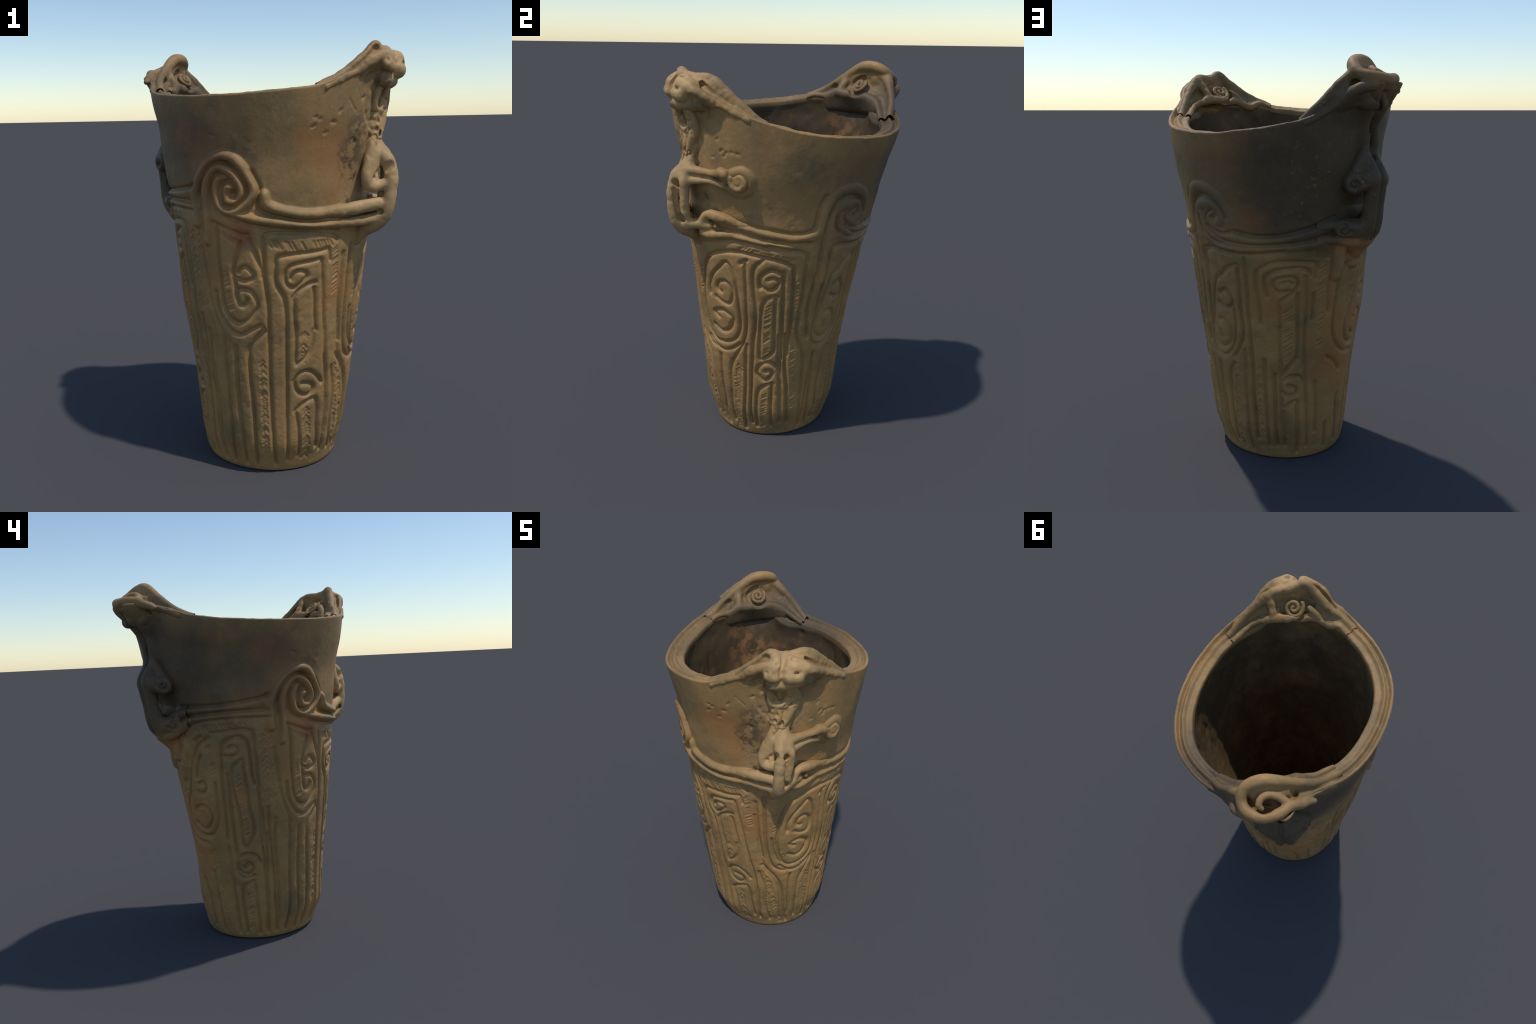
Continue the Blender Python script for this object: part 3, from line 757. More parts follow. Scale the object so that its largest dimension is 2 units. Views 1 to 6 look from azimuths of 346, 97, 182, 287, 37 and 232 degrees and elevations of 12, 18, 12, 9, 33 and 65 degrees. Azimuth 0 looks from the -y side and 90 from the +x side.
def clay_material(name, inside=False):
    n = Nodes(name)
    w = n.warped(0.16, 5.0)
    wf = n.warped(0.07, 16.0)
    col = n.mix(n.ramp(n.noise(3.5, 5, 0.6), 0.35, 0.68), TAN, OLIVE)
    col = n.mix(n.math('MULTIPLY', n.ramp(n.noise(8.0, 5, 0.65), 0.50, 0.75), 0.55), col, ORANGE)
    col = n.mix(n.math('MULTIPLY', n.ramp(n.noise(17.0, 5, 0.7), 0.52, 0.74), 0.35), col, PALE)
    col = n.mix(n.math('MULTIPLY', n.ramp(n.noise(5.5, 6, 0.68), 0.50, 0.72), 0.50), col, (0.125, 0.090, 0.050))
    # fire-darkened neck, on the north and west faces
    big = n.warped(0.30, 3.0)
    dark = n.blob(big, (-0.30, 0.42, 1.52), 0.74, 0.50, (0.95, 0.95, 1.45))
    dark2 = n.blob(big, (-0.46, -0.22, 1.52), 0.42, 0.7, (1, 1, 1.25))
    dark3 = n.blob(big, (0.30, 0.46, 1.46), 0.42, 0.8, (1, 1, 1.25))
    d = n.math('MAXIMUM', dark, n.math('MAXIMUM', n.math('MULTIPLY', dark2, 0.75), n.math('MULTIPLY', dark3, 0.6)))
    d = n.math('MULTIPLY', d, n.math('ADD', 0.78, n.math('MULTIPLY', n.noise(11.0, 4), 0.25)))
    col = n.mix(d, col, SOOT)
    # reddish and orange fired patches
    for a, z, r, c, k in ((10, 1.55, 0.17, ORANGE, 0.75), (2, 1.58, 0.10, ORANGE, 0.5), (20, 1.40, 0.12, ORANGE, 0.5),
                          (328, 1.17, 0.075, RUST, 0.85), (322, 1.22, 0.06, ORANGE, 0.8), (306, 1.15, 0.16, ORANGE, 0.45),
                          (312, 0.98, 0.12, ORANGE, 0.35),
                          (176, 0.90, 0.17, ORANGE, 0.45), (203, 0.95, 0.17, ORANGE, 0.5), (222, 0.72, 0.22, ORANGE, 0.65),
                          (232, 0.50, 0.20, ORANGE, 0.75), (212, 0.55, 0.15, RUST, 0.35), (248, 0.72, 0.17, ORANGE, 0.45),
                          (277, 0.86, 0.10, ORANGE, 0.6), (26, 0.90, 0.14, ORANGE, 0.55), (168, 1.30, 0.09, RUST, 0.40),
                          (318, 1.44, 0.20, ORANGE, 0.45), (300, 1.60, 0.11, RUST, 0.4), (226, 1.16, 0.13, ORANGE, 0.8)):
        b = n.blob(w, wp(a, z), r, 0.75)
        col = n.mix(n.math('MULTIPLY', b, k), col, c)
    # paler, worn clay on the south-east handle and peak
    b = n.blob(w, wp(41, 1.36, 0.06), 0.25, 0.7)
    col = n.mix(n.math('MULTIPLY', b, 0.85), col, PALE)
    b = n.blob(w, wp(43, 1.92, 0.0), 0.17, 0.7)
    col = n.mix(n.math('MULTIPLY', b, 0.85), col, PALE)
    b = n.blob(w, wp(41, 1.66, 0.03), 0.19, 0.7)
    col = n.mix(n.math('MULTIPLY', b, 0.45), col, PALE)
    # smoke smudges beside them
    for a, z, r, k in ((24, 1.50, 0.13, 0.8), (29, 1.62, 0.12, 0.7), (26, 1.40, 0.07, 0.85), (27, 1.31, 0.045, 0.85),
                       (33, 1.80, 0.12, 0.6), (55, 1.80, 0.10, 0.5), (333, 1.53, 0.13, 0.45), (47, 1.36, 0.07, 0.6)):
        b = n.blob(wf, wp(a, z), r, 0.8)
        spots = n.ramp(n.noise(24.0, 4, 0.65), 0.44, 0.60)
        col = n.mix(n.math('MULTIPLY', n.math('MULTIPLY', b, spots), k), col, CHAR)
    # ochre specks scattered over the dark side
    specks = n.ramp(n.noise(34.0, 2, 0.5), 0.66, 0.74)
    zone = n.blob(w, wp(208, 1.45), 0.30, 0.7)
    col = n.mix(n.math('MULTIPLY', n.math('MULTIPLY', specks, zone), 0.7), col, (0.36, 0.18, 0.055))
    # fine grain
    g = n.noise(110.0, 3, 0.7)
    col = n.mix(n.math('MULTIPLY', n.ramp(g, 0.56, 0.75), 0.35), col, CHAR)
    col = n.mix(n.math('MULTIPLY', n.ramp(n.noise(60.0, 4, 0.7), 0.55, 0.8), 0.25), col, PALE)
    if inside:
        shade_f = n.ramp(n.noise(6.0, 5, 0.7), 0.30, 0.60)
        col = n.mix(n.math('ADD', 0.50, n.math('MULTIPLY', shade_f, 0.35)), col, (0.075, 0.050, 0.024))  # inner clay darkened to paint in the shadow inside the mouth
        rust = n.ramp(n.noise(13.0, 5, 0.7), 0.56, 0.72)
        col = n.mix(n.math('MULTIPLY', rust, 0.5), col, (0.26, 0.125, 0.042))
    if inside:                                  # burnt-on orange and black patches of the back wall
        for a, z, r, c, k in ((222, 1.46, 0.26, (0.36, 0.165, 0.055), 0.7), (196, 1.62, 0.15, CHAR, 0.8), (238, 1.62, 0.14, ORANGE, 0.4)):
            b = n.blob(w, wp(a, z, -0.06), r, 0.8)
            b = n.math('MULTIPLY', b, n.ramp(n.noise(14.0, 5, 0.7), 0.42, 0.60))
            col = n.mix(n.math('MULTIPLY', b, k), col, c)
    n.link(col, n.bsdf.inputs['Base Color'])
    n.bsdf.inputs['Roughness'].default_value = 0.58
    n.bsdf.inputs['Specular IOR Level'].default_value = 0.35
    hgt = n.math('ADD', n.noise(45.0, 5, 0.65), n.math('MULTIPLY', n.noise(150.0, 3, 0.6), 0.35))
    n.bump(hgt, 0.35, 0.004)
    return n.mat

CLAY = clay_material('fired_clay')
SHADE_TINTED = clay_material('shade_darkened_clay', True)

PARTS = ['foot', 'carved_wall', 'neck', 'belt', 'scroll', 'scroll', 'rim', 'inner_wall']
flat_label = LABEL.reshape(-1)
BODY = {}
for lab, pname in enumerate(PARTS):
    q = Q[flat_label == lab]
    if len(q) == 0:
        continue
    used = np.unique(q)
    remap = np.zeros(len(VF), np.int64)
    remap[used] = np.arange(len(used))
    me = mesh_from(pname, VF[used], remap[q])
    me.normals_split_custom_set_from_vertices(VN[used].tolist())
    BODY[lab] = add_object(pname, me, jar, SHADE_TINTED if lab == 7 else CLAY)

# ------------------------------------------------------------------ modelled clay: soft-blended solids, pressed and pierced, then meshed
def catmull(P, step=0.012):
    P = np.array(P, float)
    if len(P) < 3:
        t = np.linspace(0, 1, 4)[:, None]
        return P[0] * (1 - t) + P[-1] * t
    E = np.vstack([2 * P[0] - P[1], P, 2 * P[-1] - P[-2]])
    out = []
    for k in range(len(P) - 1):
        p0, p1, p2, p3 = E[k:k + 4]
        n = max(2, int(np.linalg.norm((p2 - p1)[:3]) / step))
        t = np.linspace(0, 1, n, endpoint=False)[:, None]
        out.append(0.5 * (2 * p1 + (p2 - p0) * t + (2 * p0 - 5 * p1 + 4 * p2 - p3) * t * t
                          + (3 * p1 - p0 - 3 * p2 + p3) * t ** 3))
    return np.vstack(out + [P[-1:]])

def at(pts):
    """(azimuth, outward offset, height) triples to points in space"""
    return [wall_point(np.float64(a), np.float64(z), o) - np.array([0, 0, zmin]) for a, o, z in pts]

def sp(x, y, z):
    return np.array([x, y, z - zmin])

def curl(c, e1, e2, r0, r1, turns, start, n=30, lift=None):
    """flat spiral round c in the plane of e1, e2 (negative turns: clockwise)"""
    t = np.linspace(0, 1, n)
    ang = start + turns * 2 * math.pi * t
    r = r0 + (r1 - r0) * t
    P = np.array(c) + np.outer(r * np.cos(ang), e1) + np.outer(r * np.sin(ang), e2)
    if lift is not None:
        P = P + np.outer(t, lift)
    return P

def frame(a):
    """outward, sideways (growing azimuth) and up directions at an azimuth"""
    t = math.radians(a)
    return np.array([math.sin(t), -math.cos(t), 0]), np.array([math.cos(t), math.sin(t), 0]), np.array([0, 0, 1.0])

class Solid:
    """distance field of a lump of clay on a fine lattice; ropes and balls are blended in, finger marks pressed out"""
    def __init__(self, lo, hi, cell=0.0045):
        self.h = cell
        self.lo = np.array(lo, float)
        self.n = np.ceil((np.array(hi, float) - self.lo) / cell).astype(int) + 1
        self.d = np.full(self.n, 0.2, np.float32)
        self.ax = [self.lo[i] + cell * np.arange(self.n[i]) for i in range(3)]
    def box(self, lo, hi):
        i0 = np.clip(np.floor((lo - self.lo) / self.h).astype(int), 0, self.n)
        i1 = np.clip(np.ceil((hi - self.lo) / self.h).astype(int) + 1, 0, self.n)
        return tuple(slice(a, b) for a, b in zip(i0, i1))
    def field(self, P, r, margin):
        """distance to a chain of tapered capsules: returns (block, distance)"""
        P = np.array(P, float)
        if P.ndim == 1:
            P = P[None]
        rr = np.full(len(P), r) if np.isscalar(r) else np.array(r, float)
        C = catmull(np.c_[P, rr]) if len(P) > 1 else np.c_[P, rr]
        pts, rad = C[:, :3], C[:, 3]
        m = rad.max() + margin
        blk = self.box(pts.min(0) - m, pts.max(0) + m)
        best = np.full([s.stop - s.start for s in blk], 0.2, np.float32)
        if best.size == 0:
            return blk, best
        if len(pts) == 1:
            pts, rad = np.vstack([pts, pts + 1e-6]), np.r_[rad, rad]
        off = np.array([s.start for s in blk])
        for a, b, ra, rb in zip(pts[:-1], pts[1:], rad[:-1], rad[1:]):
            mm = max(ra, rb) + margin
            sb = self.box(np.minimum(a, b) - mm, np.maximum(a, b) + mm)
            sb = tuple(slice(max(q.start, w.start), max(min(q.stop, w.stop), max(q.start, w.start))) for q, w in zip(sb, blk))
            X = self.ax[0][sb[0]][:, None, None]; Y = self.ax[1][sb[1]][None, :, None]; Z = self.ax[2][sb[2]][None, None, :]
            ab = b - a
            t = np.clip(((X - a[0]) * ab[0] + (Y - a[1]) * ab[1] + (Z - a[2]) * ab[2]) / (ab @ ab + 1e-14), 0, 1)
            dd = np.sqrt((X - a[0] - t * ab[0]) ** 2 + (Y - a[1] - t * ab[1]) ** 2 + (Z - a[2] - t * ab[2]) ** 2) - (ra + t * (rb - ra))
            lb = tuple(slice(s.start - o, s.stop - o) for s, o in zip(sb, off))
            best[lb] = np.minimum(best[lb], dd)
        return blk, best
    def _smin(self, a, b, k):
        h = np.clip(k - np.abs(a - b), 0, None) / k
        return np.minimum(a, b) - h * h * k * 0.25
    def rope(self, P, r, k=0.012):
        blk, d = self.field(P, r, k + 3 * self.h)
        self.d[blk] = self._smin(self.d[blk], d, k)
    def press(self, P, r, k=0.008):
        blk, d = self.field(P, r, k + 3 * self.h)
        self.d[blk] = -self._smin(-self.d[blk], d, k)
    def sheet(self, A, B, r, n, k=0.014, sag=(0, 0, 0)):
        """a web of clay stretched between two paths"""
        A, B = catmull(A, 0.03), catmull(B, 0.03)
        def even(P, m=14):
            s = np.r_[0, np.cumsum(np.linalg.norm(np.diff(P, axis=0), axis=1))]
            return np.stack([np.interp(np.linspace(0, s[-1], m), s, P[:, i]) for i in range(3)], 1)
        A, B = even(A), even(B)
        for j in range(n):
            t = j / (n - 1)
            self.rope(A * (1 - t) + B * t + np.array(sag) * 4 * t * (1 - t), r, k)
    def wall(self, k, depth=0.012, zlo=0.0, zhi=9.0):
        """blend into the jar's own wall, whose skin here lies a little under the real one"""
        X, Y, Z = np.meshgrid(*self.ax, indexing='ij')
        zz = Z + zmin
        dx, dy = X - _T(_CX, zz), Y - _T(_CY, zz)
        a = np.degrees(np.arctan2(dx, -dy))
        d = np.hypot(dx, dy) - wall_radius(a, zz) + depth
        d = np.maximum(d, -(d + 0.034))                       # only a skin, not the filled jar
        d = np.maximum(d, np.maximum(zz - (rim_z(a) - 0.035), Z - zhi))
        self.d = self._smin(self.d, d.astype(np.float32), k)
        self.keep = d
    def mesh(self):
        d = self.d
        s = d < 0
        nx, ny, nz = self.n
        c = np.zeros((nx - 1, ny - 1, nz - 1), np.int8)
        for i in (0, 1):
            for j in (0, 1):
                for k in (0, 1):
                    c += s[i:nx - 1 + i, j:ny - 1 + j, k:nz - 1 + k]
        act = (c > 0) & (c < 8)
        idx = np.full(act.shape, -1, np.int64)
        cells = np.argwhere(act)
        idx[act] = np.arange(len(cells))
        acc = np.zeros((len(cells), 3)); cnt = np.zeros(len(cells))
        cor = [(i, j, k) for i in (0, 1) for j in (0, 1) for k in (0, 1)]
        val = {q: d[cells[:, 0] + q[0], cells[:, 1] + q[1], cells[:, 2] + q[2]].astype(float) for q in cor}
        for q in cor:
            for axis in range(3):
                if q[axis]:
                    continue
                p = list(q); p[axis] = 1; p = tuple(p)
                a, b = val[q], val[p]
                hit = (a < 0) != (b < 0)
                t = np.where(hit, a / np.where(hit, a - b, 1), 0)
                pos = np.tile(np.array(q, float), (len(cells), 1)); pos[:, axis] += t
                acc[hit] += pos[hit]; cnt[hit] += 1
        V = self.lo + self.h * (cells + acc / cnt[:, None])
        quads = []
        for axis in range(3):
            u, v = (axis + 1) % 3, (axis + 2) % 3
            sl0 = [slice(None)] * 3; sl1 = [slice(None)] * 3
            sl0[axis] = slice(0, -1); sl1[axis] = slice(1, None)
            e = np.argwhere(s[tuple(sl0)] != s[tuple(sl1)])
            e = e[(e[:, u] > 0) & (e[:, v] > 0) & (e[:, u] < self.n[u] - 1) & (e[:, v] < self.n[v] - 1)]
            du = np.zeros(3, int); du[u] = 1
            dv = np.zeros(3, int); dv[v] = 1
            q = np.stack([idx[tuple((e - du - dv).T)], idx[tuple((e - dv).T)], idx[tuple(e.T)], idx[tuple((e - du).T)]], 1)
            flip = ~s[tuple(e.T)]
            q[flip] = q[flip][:, ::-1]
            quads.append(q)
        return V, np.vstack(quads)
    def build(self, name, parent, smooth=3, rough=0.0, seed=0, fine=0.0006, lump=0.0012):
        V, F = self.mesh()
        for _ in range(smooth):
            acc = np.zeros_like(V); cnt = np.zeros(len(V))
            for i in range(4):
                for j in ((i + 1) % 4, (i + 3) % 4):
                    for ax in range(3):
                        acc[:, ax] += np.bincount(F[:, i], weights=V[F[:, j], ax], minlength=len(V))
                    cnt += np.bincount(F[:, i], minlength=len(V))
            V = 0.5 * V + 0.5 * acc / np.maximum(cnt, 1)[:, None]
        fn_ = np.cross(V[F[:, 2]] - V[F[:, 0]], V[F[:, 3]] - V[F[:, 1]])
        N = np.zeros_like(V)
        for i in range(4):
            for ax in range(3):
                N[:, ax] += np.bincount(F[:, i], weights=fn_[:, ax], minlength=len(V))
        N /= np.linalg.norm(N, axis=1, keepdims=True) + 1e-20
        disp = fine * noise3(V, 60.0, seed + 1) + lump * noise3(V, 22.0, seed + 2)
        if rough:
            disp = disp + rough * noise3(V, 26.0, seed + 5) + 0.6 * rough * noise3(V, 55.0, seed + 6) \
                - rough * np.clip(noise3(V, 34.0, seed + 7) - 0.35, 0, 1) * 2.4
        V = V + N * disp[:, None]
        me = mesh_from(name, V, F)
        return add_object(name, me, parent, CLAY)

def bounds(pts, pad):
    P = np.array(pts)
    return P.min(0) - pad, P.max(0) + pad

def side_scroll(S, centre, view_az, r_ball, r0, turns, start, depth=0.80, rg=0.0120):
    """spiral pressed into the side of a knob, as seen from azimuth view_az"""
    n, e1, e2 = frame(view_az)
    c = np.array(at([centre])[0])
    S.press(curl(c + n * r_ball * depth, e1, e2, r0, 0.006, turns, start), np.linspace(rg, rg * 0.75, 30), 0.005)

def build_handle_west():
    """handle A: a short double strap with scroll plates on both sides, pierced by a small round hole"""
    c = 228.5
    lo, hi = bounds(at([(c - 22, 0.16, 1.06), (c + 22, 0.16, 1.66), (c, -0.05, 1.3), (c - 22, -0.03, 1.06), (c + 22, -0.03, 1.66), (c, 0.19, 1.3)]), 0.01)
    S = Solid(lo, hi)
    strap = [(0.010, 1.575), (0.050, 1.530), (0.082, 1.480), (0.098, 1.420), (0.106, 1.350), (0.114, 1.285), (0.108, 1.230), (0.080, 1.188), (0.035, 1.160), (-0.01, 1.140)]
    for da in (-2.6, 2.6):
        S.rope(at([(c + da, o - 0.010, z) for o, z in strap]), 0.0285)
        S.rope(at([(c + da, o - 0.030, z) for o, z in strap[2:7]]), 0.026)
    for sgn, ku, kl in ((-1, -10.0, -12.5), (1, 10.5, 9.0)):
        S.rope(at([(c + sgn * 2, 0.060, 1.470), (c + ku * 0.6, 0.048, 1.462), (c + ku, 0.032, 1.450)]), [0.044, 0.048, 0.050], 0.02)
        S.rope(at([(c + sgn * 2, 0.075, 1.240), (c + kl * 0.6, 0.054, 1.240), (c + kl, 0.030, 1.243)]), [0.040, 0.044, 0.045], 0.02)
        S.rope(at([(c + ku, 0.015, 1.480), (c + ku * 0.75, 0.016, 1.530), (c + sgn * 4.0, 0.012, 1.600), (c + sgn * 3.6, 0.010, 1.680), (c + sgn * 4.6, 0.004, 1.76)]), [0.026, 0.024, 0.021, 0.019, 0.014], 0.02)
    # belt ropes that run into the foot of the handle
    S.rope(at([(200, -0.012, 1.238), (208, -0.002, 1.254), (214, 0.004, 1.262), (219.0, 0.014, 1.262)]), [0.014, 0.021, 0.023, 0.022])
    S.rope(at([(200, -0.014, 1.180), (208, -0.004, 1.186), (216, 0.012, 1.180), (222, 0.046, 1.172), (228, 0.075, 1.182)]), [0.012, 0.019, 0.023, 0.026, 0.028])
    S.rope(at([(257, -0.014, 1.314), (247, -0.002, 1.306), (241, 0.004, 1.294), (236.5, 0.016, 1.280)]), [0.012, 0.021, 0.023, 0.022])
    S.rope(at([(257, -0.014, 1.270), (247, -0.003, 1.256), (241, 0.010, 1.218), (235, 0.046, 1.182), (229, 0.075, 1.182)]), [0.012, 0.019, 0.023, 0.026, 0.028])
    S.rope(at([(c, 0.055, 1.180), (229.0, 0.034, 1.140), (229.5, 0.004, 1.085)]), [0.042, 0.036, 0.024], 0.02)
    S.wall(0.030, 0.013)
    # hole through from side to side, groove down the strap, hollows
    S.press(at([(c - 16, 0.030, 1.342), (c - 6, 0.038, 1.346), (c + 6, 0.042, 1.350), (c + 16, 0.035, 1.352)]), 0.027, 0.012)
    S.press(at([(c, o + 0.020, z) for o, z in strap[1:-1]]), 0.0095, 0.008)
    for sgn in (-1, 1):
        S.press(at([(c + sgn * 6.6, o + 0.004, z) for o, z in strap[3:7]]), 0.0085, 0.008)
    S.press(at([(c + 0.3, 0.030, 1.555), (c + 0.2, 0.032, 1.600), (c, 0.024, 1.68)]), [0.014, 0.017, 0.010], 0.010)
    side_scroll(S, (c + 10.5, 0.032, 1.452), 285, 0.052, 0.040, -1.20, math.pi)
    side_scroll(S, (c - 10.0, 0.032, 1.450), 182, 0.052, 0.040, 1.25, 0.0)
    side_scroll(S, (c + 9.0, 0.032, 1.244), 285, 0.046, 0.034, 1.10, 3.6)
    side_scroll(S, (c - 12.5, 0.032, 1.243), 182, 0.046, 0.034, -1.15, -0.5)
    return S.build('handle', jar, 2, 0.0, 100)

def build_handle_east():
    """handle B: worn; a thick bar with a strut, a thick ear to the left, an arm with a snail to the right"""
    c = 40.5
    lo, hi = bounds(at([(12, 0.02, 1.06), (84, 0.02, 1.62), (c, 0.19, 1.3), (c, -0.04, 1.3), (84, -0.03, 1.1), (12, -0.03, 1.6), (30, 0.14, 1.3), (55, 0.14, 1.3)]), 0.01)
    S = Solid(lo, hi)
    S.rope(at([(c + 0.8, -0.006, 1.550), (c + 0.4, 0.040, 1.510), (c, 0.094, 1.465), (c, 0.124, 1.400), (c, 0.136, 1.340), (c, 0.132, 1.280), (c, 0.108, 1.225),
               (c, 0.055, 1.185), (c, -0.01, 1.160)]), [0.030, 0.034, 0.033, 0.030, 0.029, 0.030, 0.033, 0.034, 0.024])
    # strut: a plate beside the bar
    S.rope(at([(43.6, 0.060, 1.490), (45.4, 0.088, 1.445), (45.6, 0.094, 1.395), (45.2, 0.098, 1.335), (44.6, 0.095, 1.275), (43.2, 0.080, 1.225)]),
           [0.030, 0.022, 0.021, 0.022, 0.022, 0.028])
    S.rope(at([(44.2, 0.075, 1.440), (44.0, 0.086, 1.370), (43.2, 0.090, 1.300), (43.0, 0.075, 1.240)]), 0.024)
    S.rope(at([(42.2, 0.000, 1.560), (42.4, 0.028, 1.515), (42.4, 0.055, 1.480)]), [0.030, 0.036, 0.036])
    # ear on the left
    S.rope(at([(38.6, 0.006, 1.580), (36.0, 0.020, 1.520), (33.4, 0.034, 1.462), (32.4, 0.046, 1.408), (33.8, 0.058, 1.372), (36.8, 0.078, 1.364), (39.2, 0.100, 1.375)]),
           [0.020, 0.022, 0.024, 0.025, 0.025, 0.025, 0.024])
    S.rope(at([(37.5, 0.020, 1.500), (36.6, 0.036, 1.440), (36.6, 0.046, 1.400)]), [0.036, 0.036, 0.032])
    # arm: two edges with a slot between, a lump, then the snail
    S.rope(at([(44, 0.045, 1.505), (50, 0.026, 1.502), (56, 0.014, 1.498), (61, 0.012, 1.500)]), [0.028, 0.023, 0.019, 0.020], 0.016)
    S.rope(at([(45.5, 0.070, 1.455), (50, 0.040, 1.456), (56, 0.018, 1.458), (61, 0.010, 1.450), (65.5, 0.002, 1.432), (71, -0.004, 1.414), (78, -0.010, 1.404)]),
           [0.021, 0.017, 0.016, 0.016, 0.016, 0.015, 0.010], 0.016)
    S.rope(at([(62.5, 0.010, 1.508), (65.0, 0.012, 1.500), (65.6, 0.008, 1.470)]), [0.022, 0.025, 0.018], 0.016)
    r, t, u = frame(73)
    sc = np.array(at([(72.8, 0.004, 1.470)])[0])
    S.rope(sc - r * 0.012, 0.034, 0.02)
    S.rope(curl(sc + r * 0.008, t, u, 0.044, 0.010, 1.30, 2.8), np.linspace(0.017, 0.012, 30), 0.004)
    # lower knob and the ropes of the belt that end here
    S.rope(at([(76, -0.012, 1.240), (70, -0.003, 1.254), (64, 0.010, 1.272), (58, 0.022, 1.284), (53.5, 0.028, 1.286), (50.5, 0.034, 1.262)]), [0.015, 0.020, 0.024, 0.025, 0.024, 0.022])
    S.rope(at([(76, -0.014, 1.192), (68, -0.004, 1.193), (60, 0.010, 1.188), (54, 0.018, 1.180), (50, 0.024, 1.186)]), [0.012, 0.016, 0.019, 0.021, 0.020])
    S.rope(at([(54, 0.012, 1.225), (49, 0.038, 1.232), (45, 0.072, 1.232)]), [0.024, 0.026, 0.028], 0.018)
    # belt from the left
    S.rope(at([(10, -0.012, 1.264), (18, 0.000, 1.266), (26, 0.018, 1.270), (33, 0.052, 1.280), (38, 0.090, 1.288), (40.5, 0.108, 1.288)]),
           [0.016, 0.024, 0.028, 0.030, 0.030, 0.028])
    S.rope(at([(10, -0.014, 1.212), (18, -0.004, 1.212), (27, 0.014, 1.212), (34, 0.046, 1.216), (39, 0.082, 1.224)]), [0.012, 0.018, 0.021, 0.022, 0.024])
    S.rope(at([(c, 0.045, 1.190), (39.5, 0.018, 1.155), (38.5, -0.006, 1.110)]), [0.034, 0.028, 0.016], 0.016)
    S.wall(0.026, 0.013)
    # hollows
    S.press(at([(55, 0.052, 1.350), (50.5, 0.048, 1.346), (47.5, 0.036, 1.346)]), [0.030, 0.046, 0.040], 0.012)
    S.press(at([(43.2, 0.130, 1.452), (43.0, 0.112, 1.440), (42.8, 0.090, 1.430)]), [0.016, 0.017, 0.013], 0.008)
    S.press(at([(43.0, 0.128, 1.410), (42.9, 0.132, 1.350), (42.8, 0.128, 1.290)]), 0.0105, 0.008)
    S.press(at([(43.6, 0.118, 1.268), (43.8, 0.100, 1.258)]), 0.020, 0.008)
    S.press(at([(38.2, 0.125, 1.462), (37.4, 0.098, 1.440), (36.6, 0.074, 1.424)]), [0.018, 0.019, 0.014], 0.008)
    S.press(at([(35.0, 0.085, 1.412), (34.8, 0.070, 1.405)]), 0.009, 0.006)
    S.press(at([(48.5, 0.062, 1.480), (53, 0.040, 1.479), (60, 0.026, 1.476)]), 0.0095, 0.006)
    S.press(at([(56.0, 0.050, 1.250), (58.5, 0.040, 1.236), (57.0, 0.040, 1.218)]), [0.013, 0.016, 0.012], 0.006)
    S.rope(at([(58.6, 0.020, 1.232)])[0], 0.014, 0.004)
    S.press(at([(30, 0.060, 1.242), (36, 0.100, 1.252), (39, 0.118, 1.256)]), [0.006, 0.011, 0.012], 0.006)
    return S.build('handle', jar, 2, 0.0018, 200)

def rim_pt(a, which, dz=0.0):
    """a point on one of the ridges of the plain rim: O outer lip, M middle ridge, I inner lip"""
    dr = {'O': -0.010, 'M': float(r_mid(a)), 'I': float(r_in(a))}[which]
    z = {'O': 0.0, 'M': float(z_mid(a)), 'I': float(z_in(a))}[which]
    zr = float(rim_z(a))
    t = math.radians(a)
    r = float(wall_radius(np.float64(a), np.float64(zr))) + dr
    return np.array([_T(_CX, zr) + r * math.sin(t), _T(_CY, zr) - r * math.cos(t), zr + z + dz - zmin])

